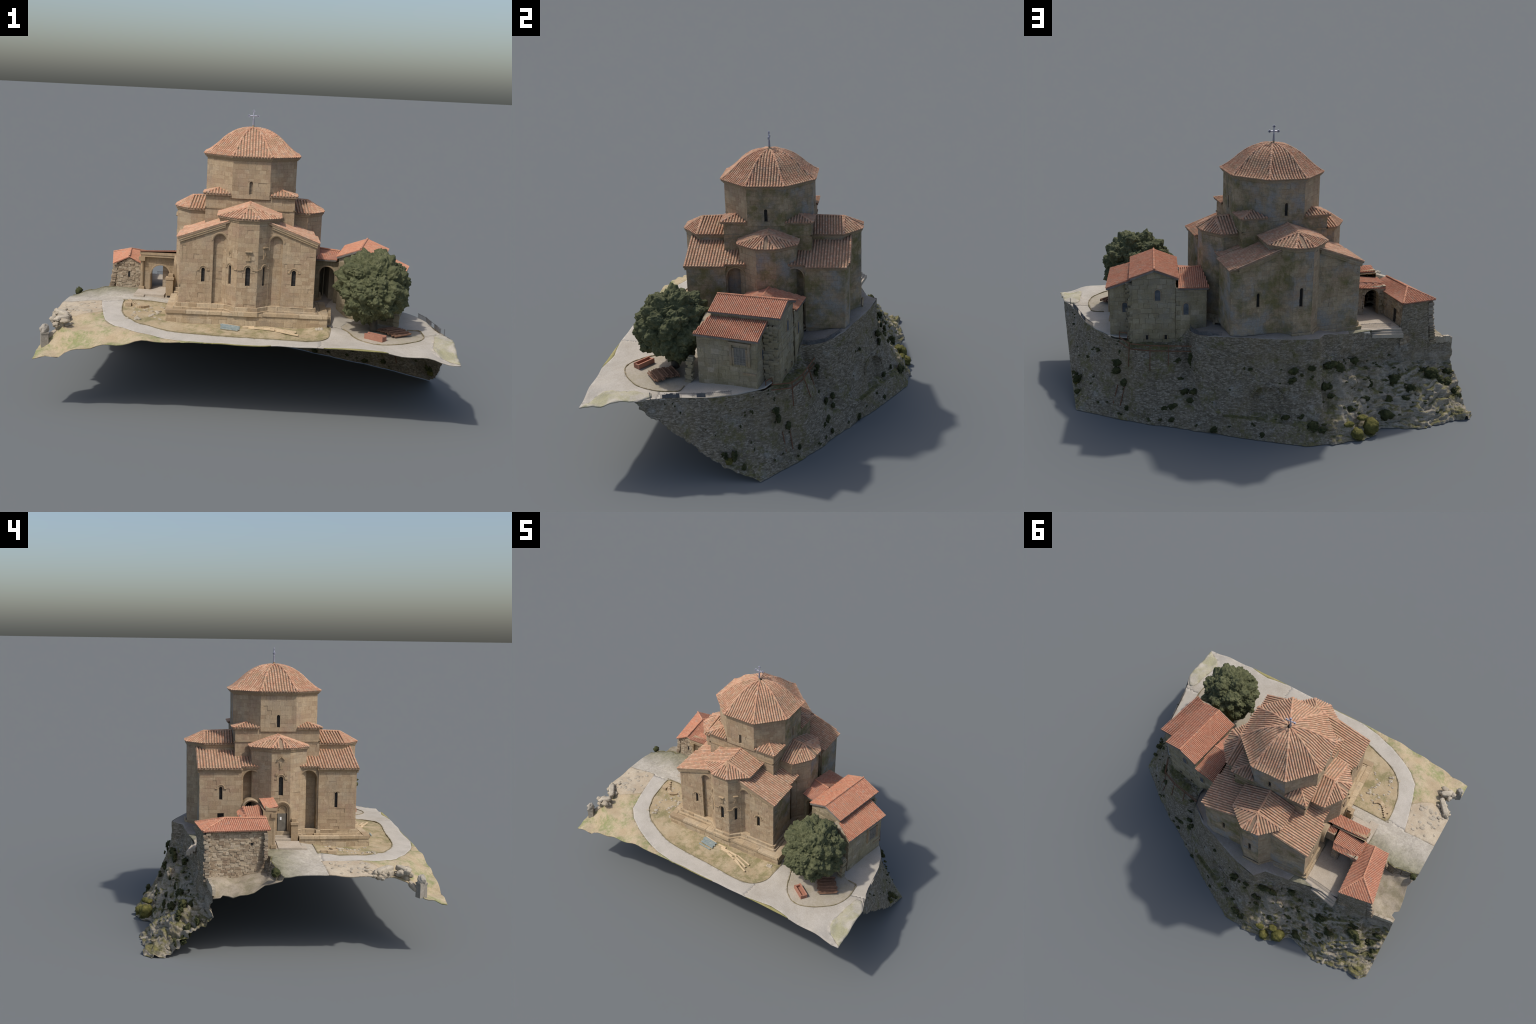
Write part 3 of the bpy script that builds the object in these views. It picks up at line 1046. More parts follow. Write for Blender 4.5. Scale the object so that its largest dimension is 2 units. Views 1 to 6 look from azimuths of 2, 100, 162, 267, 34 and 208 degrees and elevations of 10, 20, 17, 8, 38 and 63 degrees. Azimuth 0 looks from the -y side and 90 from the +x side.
# corner roofs over the squinches of the crossing block
for sx in (-1, 1):
    for sy in (-1, 1):
        roof = Part()
        ex, ey = 0.2405, (0.2375 if sy < 0 else 0.2465)
        c = V((sx * ex, sy * ey, 1.021))
        t = V((sx * 0.155, sy * (0.155 if sy < 0 else .16), 1.047))
        p = V((sx * 0.1, sy * ey, 1.021))
        r = V((sx * ex, sy * 0.1, 1.021))
        roof_plane(roof, [c, p, t], SP, ST)
        roof_plane(roof, [c, t, r], SP, ST)
        ridge(roof, c, t, 0.0062, ST)
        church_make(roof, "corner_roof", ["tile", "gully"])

# dome: eight curved gores with rows parallel to each gore's middle line
dome = Part()
prof = [(0.250, 1.2145), (0.232, 1.2225), (0.213, 1.237), (0.186, 1.2595), (0.170, 1.275), (0.155, 1.2895), (0.135, 1.3065), (0.104, 1.3265), (0.0712, 1.341), (0.04, 1.348), (0.012, 1.351)]


def prof_at(d):
    for (a, za), (b, zb) in zip(prof, prof[1:]):
        if b <= d <= a:
            return za + (zb - za) * (a - d) / (a - b)
    return prof[-1][1]


TN = math.tan(math.pi / 8)
for k in range(8):
    ang = k * math.pi / 4
    nv, sv = V((math.cos(ang), math.sin(ang), 0)), V((-math.sin(ang), math.cos(ang), 0))
    cy = V((0, 0.002, 0))
    vs = []
    for d, z in prof:
        vs += [cy + nv * d - sv * d * TN + V((0, 0, z)), cy + nv * d + sv * d * TN + V((0, 0, z))]
    dome.add(vs, [(2 * i, 2 * i + 1, 2 * i + 3, 2 * i + 2) for i in range(len(prof) - 1)], 1)
    low = [cy + nv * 0.25 - sv * 0.25 * TN + V((0, 0, 1.2085)), cy + nv * 0.25 + sv * 0.25 * TN + V((0, 0, 1.2085))]
    dome.add([vs[0], vs[1], low[1], low[0], cy + V((0, 0, 1.2085))], [(0, 1, 2, 3), (3, 2, 4)], 1)
    rows = 14
    half = 0.25 * TN
    for i in range(rows):
        s = -half + (i + 0.5) * 2 * half / rows
        dmin = max(abs(s) / TN, 0.014)
        ds = [0.2535] + [d for d, _ in prof[1:] if d > dmin + 0.004] + [dmin]
        pts = [cy + nv * d + sv * s + V((0, 0, (prof_at(d) if d <= 0.25 else 1.2132) + 0.0012)) for d in ds]
        if len(pts) > 1:
            tile_row(dome, pts, sv, 0.0053, ST)
    he = [cy + (nv * d + sv * d * TN) + V((0, 0, z + .001)) for d, z in prof]
    tile_row(dome, he, (nv * TN - sv).normalized(), 0.0066, ST, lift=0.001)
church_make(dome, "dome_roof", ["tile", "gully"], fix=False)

cross = Part()
cx, cy = -0.0045, 0.002
cross.tube([(cx, cy, 1.346), (cx, cy, 1.358)], 0.011, 10, 1, 0.008)
for z, r in ((1.360, 0.007),):
    cross.tube([(cx, cy, 1.357), (cx, cy, 1.362), (cx, cy, 1.368)], 0.006, 8, 1, 0.005)
cross.tube([(cx, cy, 1.366), (cx, cy, 1.40)], 0.0062, 8, 0, 0.004)
cross.tube([(cx, cy, 1.40), (cx, cy, 1.44)], 0.0036, 8, 0)
cross.tube([(cx - .025, cy, 1.4145), (cx + .025, cy, 1.4145)], 0.0036, 8, 0)
for x, z in ((-.024, 1.4145), (.024, 1.4145), (0, 1.4395)):
    for dx, dz in ((0, 0), (.0035, 0), (-.0035, 0), (0, .0035), (0, -.0035)):
        cross.box((cx + x + dx, cy, z + dz), (0.0068, 0.007, 0.0068))
cross.tube([(cx, cy - .003, 1.4145), (cx, cy + .003, 1.4145)], 0.005, 8, 0)
church_make(cross, "roof_cross", ["cross", "trim"])

# ================================================================== ANNEX
AX = V((0.546, -0.178, 0))
an_n = V((0.1644, 0.9864, 0))
an_e = V((0.9864, -0.1644, 0))
annex = thing("annex_house", (0.6, 0.0, 0.38), "pale stone annex with two stepped red tile roofs", "building")


def A(e, n, z):
    return AX + an_e * e + an_n * n + V((0, 0, z))


def A2(e, n):
    p = A(e, n, 0)
    return (p.x, p.y)


body = Part()
main = [A2(-0.108, 0.006), A2(0.108, 0.006), A2(0.108, 0.352), A2(-0.108, 0.352)]


def main_top(x, y):
    ee = (V((x, y, 0)) - AX).dot(an_e)
    return 0.757 - 0.39 * abs(ee) if abs(ee) > .01 else 0.757


for half in (-1, 1):
    pl = [A2(0, 0.006), A2(half * 0.108, 0.006), A2(half * 0.108, 0.352), A2(0, 0.352)]
    body.prism(pl if half > 0 else pl[::-1], 0.33, lambda x, y: 0.757 - 0.38 * abs((V((x, y, 0)) - AX).dot(an_e)), 1)
lowp = [A2(0.09, -0.028), A2(0.216, -0.028), A2(0.223, 0.277), A2(0.09, 0.277)]


def low_top(x, y):
    return 0.684 - 0.44 * ((V((x, y, 0)) - AX).dot(an_e) - 0.12)


body.prism(lowp, 0.3, low_top, 1)
link = [(0.355, -0.055), (0.43, -0.075), (0.475, 0.205), (0.34, 0.222)]
body.prism([(0.40, 0.02), (0.44, 0.02), (0.475, 0.2), (0.345, 0.217)], 0.36, 0.672, 1)
CA_, LA_ = 0.0235, 0.034


def a_face(p, q, region, holes=(), **kw):
    facing(body, p, q, region, kw.pop("c", CA_), kw.pop("l", LA_), holes, depth=0.004, proud=kw.pop("proud", 0.0022), joint=0.0011, rough=kw.pop("rough", 0.0012), **kw)


apan = Part()


def a_window(p, q, s, z0, z1, half, mi=2, arched=True):
    pa, pb = V((*p, 0)), V((*q, 0))
    ee = (pb - pa).normalized()
    nn = V((ee.y, -ee.x, 0))
    c = [pa + ee * (s + x) + V((0, 0, z)) + nn * 0.0045 for x, z in ([(-half, z0), (half, z0)] + ([(half * math.cos(t), z1 - half + half * math.sin(t)) for t in (math.pi * k / 8 for k in range(9))] if arched else [(half, z1), (-half, z1)]))]
    k = len(c)
    apan.add(c + [v - nn * .006 for v in c], [tuple(range(k))] + [(i, k + i, k + (i + 1) % k, (i + 1) % k) for i in range(k)], mi)
    if arched:
        arch_band(apan, p, q, s, z1 - half, half + 0.003, 0.005, 0.006, legs=z1 - half - z0, mi=0, back=0)
    else:
        for x in (-half, half):
            apan.beam(pa + ee * (s + x) + V((0, 0, z0)) + nn * .004, pa + ee * (s + x) + V((0, 0, z1)) + nn * .004, .006, .008, 0)


# north gable of the main block
p, q = A2(0.108, 0.352), A2(-0.108, 0.352)
a_face(p, q, [(0, 0.34), (0.216, 0.34), (0.216, 0.714), (0.108, 0.755), (0, 0.714)], c=0.026, l=0.04, proud=0.004, rough=0.003)
a_window(p, q, 0.125, 0.597, 0.653, 0.0135)
for s in (0.071, 0.165):
    a_window(p, q, s, 0.388, 0.411, 0.0095, 1, False)
# east wall above the low roof, and below north of the low block
a_face(A2(0.108, 0.006), A2(0.108, 0.352), rect(0, 0.34, 0.346, 0.714), c=0.026, l=0.04, proud=0.003, rough=0.002)
# south gable
a_face(A2(-0.108, 0.006), A2(0.108, 0.006), [(0, 0.37), (0.216, 0.37), (0.216, 0.714), (0.108, 0.755), (0, 0.714)])
a_face(A2(-0.108, 0.352), A2(-0.108, 0.006), rect(0, 0.36, 0.346, 0.714))
# low block
p, q = A2(0.09, -0.028), A2(0.216, -0.028)
a_face(p, q, [(0, 0.34), (0.126, 0.34), (0.126, 0.641), (0, 0.695)])
p, q = A2(0.216, -0.028), A2(0.223, 0.277)
a_face(p, q, rect(0, 0.32, 0.305, 0.639))
a_window(p, q, 0.222, 0.505, 0.592, 0.034, 3, False)
pa = V((*p, 0)); ee = (V((*q, 0)) - pa).normalized(); nn = V((ee.y, -ee.x, 0))
for s in (0.176, 0.268):
    apan.beam(pa + ee * s + V((0, 0, 0.50)) + nn * .003, pa + ee * s + V((0, 0, 0.618)) + nn * .003, .014, .012, 0)
apan.beam(pa + ee * 0.166 + V((0, 0, 0.615)) + nn * .003, pa + ee * 0.28 + V((0, 0, 0.613)) + nn * .003, .014, .014, 0)
for s in (0.205, 0.222, 0.239):
    apan.beam(pa + ee * s + V((0, 0, 0.506)) + nn * .006, pa + ee * s + V((0, 0, 0.59)) + nn * .006, .0022, .003, 3)
for z in (0.545, 0.53, 0.518):
    apan.beam(pa + ee * 0.19 + V((0, 0, z)) + nn * .006, pa + ee * 0.254 + V((0, 0, z)) + nn * .006, .0025, .003, 3)
apan.beam(pa + ee * 0.235 + V((0, 0, 0.462)) + nn * .003, pa + ee * 0.3 + V((0, 0, 0.462)) + nn * .003, .01, .01, 0)
p, q = A2(0.223, 0.277), A2(0.09, 0.277)
a_face(p, q, [(0, 0.31), (0.133, 0.31), (0.133, 0.70), (0, 0.637)])
a_window(p, q, 0.075, 0.511, 0.562, 0.012)
# link between church and main block, arched passage open to the south
p, q = (0.4975, 0.1965), (0.3445, 0.2165)
a_face(p, q, rect(0, 0.37, math.dist(p, q), 0.665))
a_window(p, q, 0.05, 0.523, 0.583, 0.0125)
a_face((0.345, 0.217), (0.37, 0.03), rect(0, 0.4, 0.185, 0.67))
pa_, pb_ = (0.322, -0.052), (0.443, -0.085)
hl = math.dist(pa_, pb_)
facing(body, pa_, pb_, rect(0, 0.44, hl, 0.672), CA_, LA_, [(0.022, 0.43, 0.106, 0.643)], depth=0.02, proud=0.002, joint=0.001)
arch_panel(body, pa_, pb_, 0.064, 0.45, 0.643, 0.042, 0.0005, 0.02)
arch_band(apan, pa_, pb_, 0.064, 0.601, 0.046, 0.008, 0.004)
for k in range(26):
    z = .38 + .30 * k / 26
    for j in range(3):
        nn_ = .296 + .02 * j + R.uniform(-.004, .004)
        body.box(A(.103 + R.uniform(.0, .014) + .012 * (1 - j / 2), nn_, z), (.03, .026, .0118), (an_e, an_n, V((0, 0, 1))), 0)
for k in range(14):
    body.box((.742 + R.uniform(-.004, .004), -.292 + R.uniform(-.005, .005) + .0008 * k, .382 + k * .0095), (R.uniform(.022, .032), R.uniform(.024, .036), .0105), (an_e, an_n, V((0, 0, 1))), 0)
body.make("house_wall", annex, ["annex", "mortar"], fix=False)
apan.make("window_frame", annex, ["trim", "dark", "glass", "shutter"])

SA, TA = 0.0096, 0.0135


def new_roof(part, poly, **kw):
    roof_plane(part, poly, SA, TA, r=SA * 0.33, lift=0.0008, thick=0.006, **kw)


for nm, polys, rid in (
    ("main_roof", [[A(0, 0.0, 0.763), A(0.121, -0.003, 0.719), A(0.1205, 0.368, 0.7195), A(0, 0.367, 0.7645)], [A(-0.1195, 0.0, 0.716), A(0, 0.0, 0.763), A(0, 0.367, 0.7645), A(-0.1195, 0.370, 0.720)]], [(A(0, 0.367, .765), A(0, 0, .7635))]),
    ("low_roof", [[A(0.111, 0.0, 0.692), A(0.2265, -0.042, 0.6415), A(0.2405, 0.294, 0.6445), A(0.111, 0.30, 0.692)]], []),
    ("link_roof", [[(0.323, -0.072, 0.683), (0.432, -0.102, 0.690), (0.45, 0.028, 0.714), (0.335, 0.045, 0.722)], [(0.335, 0.045, 0.722), (0.45, 0.028, 0.714), (0.49, 0.207, 0.667), (0.335, 0.231, 0.668)]], [((0.45, 0.028, 0.714), (0.335, 0.045, 0.722))]),
):
    rp = Part()
    for poly in polys:
        new_roof(rp, poly)
    for a, b in rid:
        ridge(rp, a, b, 0.006, TA)
    rp.make(nm, annex, ["tile_new", "gully_new"], kind="stuff")
eaves = Part()
for a, b in ((A(0.116, 0.0, 0.713), A(0.1155, 0.365, 0.713)), (A(-0.115, 0.0, 0.710), A(-0.115, 0.367, 0.712)), (A(0.2215, -0.04, 0.635), A(0.235, 0.29, 0.637)),
             (A(0.118, 0.363, 0.712), A(0, 0.363, 0.7565)), (A(-0.117, 0.363, 0.713), A(0, 0.363, 0.7565)), (A(0.237, 0.29, 0.6375), A(0.115, 0.294, 0.684)),
             (A(0.118, 0.002, 0.712), A(0, 0.002, 0.755)), (A(-0.117, 0.002, 0.709), A(0, 0.002, 0.755)), ((0.338, 0.226, 0.661), (0.487, 0.203, 0.66)), ((0.325, -0.068, 0.676), (0.43, -0.098, 0.682))):
    eaves.beam(a, b, 0.012, 0.008)
eaves.make("eave_board", annex, "eave")
# rusty walkway below the north wall
scaf = Part()
pts = [(0.775, 0.118, 0.395), (0.738, 0.212, 0.392), (0.64, 0.250, 0.388), (0.43, 0.285, 0.38)]
for dz in (0, -0.028):
    for a, b in zip(pts, pts[1:]):
        scaf.beam(V(a) + V((0, 0, dz)), V(b) + V((0, 0, dz)), 0.004, 0.004)
for a, b in (((0.77, .09, .41), (.73, .115, .41)), ((.77, .09, .41), (.77, .092, .30)), ((.73, .115, .41), (.735, .118, .32)), ((.738, .212, .40), (.744, .218, .27)), ((.64, .250, .39), (.648, .29, .27)), ((.55, .266, .384), (.556, .296, .29)), ((.793, .168, .154), (.82, .188, .06)), ((.762, .198, .154), (.79, .217, .058))):
    scaf.beam(a, b, 0.0038, 0.0038)
scaf.make("rusty_walkway", annex, "rust")

# ================================================================== GATEHOUSE
gate = thing("gatehouse", (-0.7, 0.2, 0.44), "rubble stone gatehouse with arched gateway and red tiles", "building")
gw, gp = Part(), Part()
GS = {"sw": (-0.774, 0.079), "se": (-0.637, 0.085), "ne": (-0.653, 0.418), "nw": (-0.829, 0.375)}


def g_wall(part, a, b, reg, holes=(), c=0.0125, l=0.019, proud=0.004, mi=0):
    facing(part, a, b, reg, c, l, holes, depth=0.004, proud=proud, joint=0.0014, rough=0.003, mi=mi)


def g_top(x, y):
    return 0.563 + 0.43 * max(0.0, 0.075 - abs(x + 0.707 + (y - .08) * .12))


gw.prism([GS["sw"], GS["se"], GS["ne"], GS["nw"]], 0.30, 0.562, 1)
gw.prism([GS["sw"], GS["se"], (-0.709, 0.30), ], 0.55, lambda x, y: 0.562, 1)
ln = math.dist(GS["sw"], GS["se"])
g_wall(gw, GS["sw"], GS["se"], [(0, 0.42), (ln, 0.42), (ln, 0.57), (ln / 2, 0.602), (0, 0.57)], [(ln * .5 - .006, .493, ln * .5 + .006, .527)])
gw.add([(GS["sw"][0], GS["sw"][1] + .001, .56), (GS["se"][0], GS["se"][1] + .001, .56), (-0.709, 0.083, 0.603), (-0.709, 0.2, 0.603)], [(0, 1, 2), (0, 2, 3), (1, 3, 2)], 1)
pane(gp, GS["sw"], GS["se"], ln * .5, .493, .527, .006, -0.0005)
lw = math.dist(GS["nw"], GS["sw"])
g_wall(gw, GS["nw"], GS["sw"], rect(0, 0.31, lw, 0.567), [(lw * .75 - .006, .49, lw * .75 + .008, .505)])
pane(gp, GS["nw"], GS["sw"], lw * .75 + .001, .49, .505, .007, -0.0005)
le = math.dist(GS["se"], GS["ne"])
g_wall(gw, GS["se"], GS["ne"], rect(0, 0.43, le, 0.567), [(le * .72, .43, le * .72 + .03, .52)])
pane(gp, GS["se"], GS["ne"], le * .72 + .015, .44, .52, .015, -0.0005)
lnn = math.dist(GS["ne"], GS["nw"])
g_wall(gw, GS["ne"], GS["nw"], rect(0, 0.22, lnn, 0.572))
# battered, broken stones along the west corner
for k in range(34):
    z = 0.33 + 0.235 * k / 34
    gw.box((-0.836 - 0.03 * (1 - k / 34) ** 2 + R.uniform(-.004, .004), 0.372 + R.uniform(-.008, .008), z), (0.03, 0.022, 0.010), None, 0)
    gw.box((-0.781 - 0.022 * (1 - k / 34) ** 1.4 + R.uniform(-.003, .003), 0.084 + R.uniform(-.004, .004), 0.43 + 0.125 * k / 34), (0.022, 0.016, 0.006), None, 0)
gw.make("rubble_wall", gate, ["rubble", "mortar"], fix=False)
gr = Part()
rS, rN = V((-0.7055, 0.076, 0.612)), V((-0.734, 0.288, 0.617))
wS, wN, eN, eS = V((-0.790, 0.062, 0.571)), V((-0.855, 0.392, 0.575)), V((-0.649, 0.431, 0.579)), V((-0.625, 0.075, 0.572))
new_roof(gr, [wS, rS, rN, wN])
new_roof(gr, [eS, eN, rN, rS])
new_roof(gr, [wN, rN, eN])
for a, b in ((rN, rS), (wN, rN), (eN, rN)):
    ridge(gr, a, b, 0.006, TA)
gr.make("gatehouse_roof", gate, ["tile_new", "gully_new"], kind="stuff")
# gateway: south arch, north arch, two roofs
arch = Part()
ga, gb = (-0.634, 0.040), (-0.418, 0.050)
gl = math.dist(ga, gb)
gc = 0.109
g_core = Part()
facing(arch, ga, gb, rect(0, 0.43, gl, 0.637), 0.024, 0.04, [(gc - .05, 0.42, gc + .05, 0.577)], depth=0.05, proud=0.001)
arch_panel(arch, ga, gb, gc, 0.44, 0.577, 0.05, 0.0004, 0.05, segs=18)
arch_band(arch, ga, gb, gc, 0.527, 0.054, 0.009, 0.003, legs=0.085)
arch.box((-0.53, 0.048, 0.643), (0.215, 0.058, 0.014))
arch.box((-0.53, 0.047, 0.630), (0.205, 0.05, 0.013))
for x in (-0.625, -0.583):
    arch.tube([(x, 0.036, 0.445), (x, 0.036, 0.605 if x < -.6 else .53)], 0.010 if x < -.6 else .007, 8)
arch.box((-0.625, 0.034, 0.612), (0.034, 0.03, 0.022))
arch.box((-0.625, 0.034, 0.45), (0.03, 0.03, 0.016))
# buttressing pier beside the portal
arch.box((-0.453, -0.088, 0.488), (0.038, 0.036, 0.09))
arch.box((-0.453, -0.088, 0.536), (0.046, 0.042, 0.012))
arch.box((-0.449, -0.086, 0.549), (0.026, 0.024, 0.02))
arch.tube([(-0.432, 0.028, 0.45), (-0.432, 0.028, 0.54), (-.432, .028, .585)], 0.013, 8, r2=.009)
arch.make("gate_arch", gate, "trim")
narch = Part()
na, nb = (-0.484, 0.206), (-0.648, 0.204)
nl = math.dist(na, nb)
facing(narch, na, nb, rect(0, 0.43, nl, 0.602), 0.015, 0.02, [(0.042, 0.42, 0.128, 0.583)], depth=0.035, proud=0.004, joint=0.0015, rough=0.002)
arch_panel(narch, na, nb, 0.085, 0.43, 0.583, 0.043, 0.0005, 0.035, segs=16)
narch.tube([(-0.505, 0.196, 0.43), (-0.505, 0.196, 0.545)], 0.012, 8)
facing(narch, (-0.488, 0.085), (-0.484, 0.206), rect(0, 0.43, 0.121, 0.6), 0.015, 0.02, [(0.02, .42, .10, .565)], depth=0.03, proud=0.004, rough=0.002)
narch.box((-0.425, 0.112, 0.56), (0.07, 0.05, 0.10))
narch.make("court_arch", gate, "rubble")
gr = Part()
new_roof(gr, [(-0.636, 0.014, 0.660), (-0.632, 0.078, 0.643), (-0.383, 0.093, 0.656), (-0.422, 0.024, 0.668)])
new_roof(gr, [(-0.471, 0.088, 0.630), (-0.648, 0.078, 0.607), (-0.650, 0.175, 0.604), (-0.478, 0.190, 0.628)])
new_roof(gr, [(-0.478, 0.1905, 0.627), (-0.650, 0.1755, 0.603), (-0.650, 0.208, 0.592), (-0.490, 0.216, 0.603)])
new_roof(gr, [(-0.385, 0.095, 0.63), (-0.46, 0.10, 0.625), (-0.45, 0.135, 0.605), (-0.39, 0.13, 0.61)])
gr.make("gateway_roof", gate, ["tile_new", "gully_new"], kind="stuff")
gp.make("wall_slit", gate, "dark")

# ================================================================== TERRAIN
hill = thing("hilltop", (0, 0, 0.2), "clipped hilltop terrace above a rocky retaining wall", "terrain")
CTRL = [(-1, -.767, .25), (-.93, -.77, .275), (-.847, -.77, .316), (-.782, -.77, .318), (-.609, -.77, .346), (-.387, -.77, .37), (-.212, -.77, .38), (0, -.77, .38), (.2, -.77, .389), (.407, -.77, .391),
        (.58, -.77, .389), (.765, -.77, .373), (1, -.76, .344), (-1, -.676, .276), (-1, -.6, .325), (-1, -.547, .39), (-1, -.42, .395), (-1, -.3, .388), (-1, -.2, .40), (-1, 0, .387),
        (-.80, -.19, .417), (-.67, -.187, .425), (-.617, -.108, .437), (-.41, -.495, .404), (.387, -.452, .411), (.379, -.6, .386), (.406, -.432, .398), (.249, -.584, .39), (-.03, -.55, .39),
        (.6, -.55, .388), (.85, -.4, .381), (.757, -.27, .377), (.9, -.1, .39), (-.57, .0, .442), (-.7, -.57, .385), (-.85, -.6, .36), (-.6, -.5, .405), (-.8, -.4, .405), (.4, .3, .455), (.3, .42, .477),
        (.05, .5, .478), (-.15, .55, .48), (-.4, .44, .452), (-.48, .3, .447), (-.5, .1, .447), (.38, -.1, .455), (.37, .1, .46), (-.56, .39, .448), (.95, -.45, .392), (.5, -.4, .392), (.55, -.2, .385), (.5, .15, .40), (-.2, -.5, .40), (.1, -.52, .40),
        (-.97, -.06, .398), (-.9, .0, .418), (-.9, -.1, .412), (-.8, .04, .438), (-.72, -.05, .44), (-.651, -.358, .413), (-.61, -.484, .407), (-.53, -.555, .397), (-.345, -.631, .386), (-.207, -.651, .387), (-.758, -.352, .409), (-.697, -.537, .402),
        (-.605, -.619, .392), (-.478, -.691, .385), (-.352, -.73, .38), (-.835, -.40, .412), (-.887, -.26, .411), (-.93, -.35, .405), (-.875, -.77, .25), (-.9, -.72, .27), (-.80, -.62, .375), (-.88, -.58, .375), (.6, -.636, .386), (.66, -.64, .387), (.745, -.61, .388), (.7, .05, .385)]
CT = np.array(CTRL)


def height(x, y):
    d2 = (CT[:, 0] - x) ** 2 + (CT[:, 1] - y) ** 2 + 0.0012
    w = d2 ** -1.7
    return float((w * CT[:, 2]).sum() / w.sum())


E_RIM = [(1.0, -.487), (.977, -.43), (.949, -.335), (.931, -.223), (.917, -.14), (.875, -.027), (.829, .045)]
N_RIM = [(.79, .09), (.70, .13), (.50, .18), (.435, .215), (.437, .25), (.431, .29), (.415, .338), (.36, .385), (.31, .428), (.22, .458), (.13, .49), (0, .535), (-.145, .565), (-.165, .535), (-.19, .505), (-.33, .475), (-.475, .44), (-.56, .43), (-.645, .415)]
W_EDGE = [(-.74, .30), (-.78, .08), (-.80, .055), (-.86, .06), (-.92, .04), (-1.0, .012)]
OUT = [(-1.0, -.77), (1.0, -.77)] + E_RIM + N_RIM + W_EDGE + [(-1.0, -.41), (-.965, -.45), (-.935, -.50), (-.925, -.535), (-.945, -.585), (-.958, -.625), (-1.0, -.66)]
PATH_OUT = [(-1.0, -.2), (-.90, -.196), (-.797, -.187), (-.772, -.30), (-.738, -.43), (-.705, -.53), (-.645, -.595), (-.55, -.655), (-.45, -.703), (-.33, -.745), (-.2, -.768), (-.15, -.7705)]
PATH_IN = [(-.40, -.19), (-.66, -.185), (-.673, -.20), (-.672, -.26), (-.655, -.37), (-.628, -.44), (-.60, -.49), (-.53, -.555), (-.42, -.605), (-.31, -.643), (-.17, -.657), (-.03, -.662), (.1, -.672), (.21, -.68), (.29, -.672), (.338, -.652), (.375, -.61), (.395, -.56), (.403, -.453), (.38, -.40), (.2, -.3), (-.2, -.3)]
TREE_BED = [(.46, -.37), (.47, -.43), (.495, -.49), (.517, -.55), (.551, -.60), (.603, -.64), (.668, -.647), (.745, -.613), (.80, -.57), (.838, -.53), (.862, -.475), (.871, -.42), (.868, -.36), (.859, -.315), (.80, -.305), (.757, -.285), (.65, -.24), (.5, -.27)]
MOUND = [(1.001, -.762), (.96, -.735), (.92, -.715), (.893, -.68), (.887, -.64), (.90, -.56), (.912, -.48), (.925, -.43), (.955, -.42), (.985, -.46), (1.001, -.50)]
PLOT = [(-1.0, -.2), (-.90, -.196), (-.797, -.187), (-.772, -.30), (-.75, -.385), (-.80, -.43), (-.87, -.47), (-.93, -.44), (-1.0, -.42)]
VERGE = [(.36, -.771), (.44, -.762), (.53, -.748), (.6, -.756), (.68, -.771)]
VERGE2 = [(-.23, -.771), (-.1, -.765), (.05, -.766), (.15, -.771)]
YARDP = [(-.42, .06), (-.42, .2), (-.36, .41), (-.48, .44), (-.645, .42), (-.64, .05), (-.64, -.105), (-.44, -.12), (-.43, .0)]
TERR = [(.36, -.2), (.30, .43), (-.15, .57), (-.40, .46), (-.36, .40), (-.2, .3), (.2, .2), (.3, -.2)]
TERR = [(.385, -.17), (.46, .2), (.45, .35), (.3, .45), (-.15, .6), (-.33, .5), (-.36, .40), (-.2, .3), (.2, .2), (.3, -.17)]


def inside(poly, x, y):
    c = False
    j = len(poly) - 1
    for i in range(len(poly)):
        xi, yi = poly[i]
        xj, yj = poly[j]
        if (yi > y) != (yj > y) and x < (xj - xi) * (y - yi) / (yj - yi) + xi:
            c = not c
        j = i
    return c


def smooth_line(pts, closed=False, k=4):
    n = len(pts)
    out = []
    for i in range(n if closed else n - 1):
        g = lambda j: V(pts[j % n]) if closed else V(pts[min(max(j, 0), n - 1)])
        p0, p1, p2, p3 = g(i - 1), g(i), g(i + 1), g(i + 2)
        for t in (j / k for j in range(k)):
            out.append(tuple(0.5 * (2 * p1 + (p2 - p0) * t + (2 * p0 - 5 * p1 + 4 * p2 - p3) * t * t + (3 * p1 - p0 - 3 * p2 + p3) * t ** 3)))
    if not closed:
        out.append(tuple(pts[-1]))
    return out


def soften(poly, keep):
    """Round a region boundary but keep the listed corner indices sharp."""
    return poly


SLOPE = [(-1.0, -.77)] + [p for p in [(-.15, -.7705)]] + PATH_OUT[::-1][1:]
regions = [("mossy_mound", MOUND, "mound"), ("tree_bed", TREE_BED, "treebed"), ("grass_verge", VERGE, "verge"), ("grass_verge", VERGE2, "verge"), ("stone_plot", PLOT, "dirt"), ("grassy_slope", SLOPE, "slope"),
           ("lawn_bed", PATH_IN, "bed"), ("court_floor", YARDP, "slab"), ("church_terrace", TERR, "terrace")]


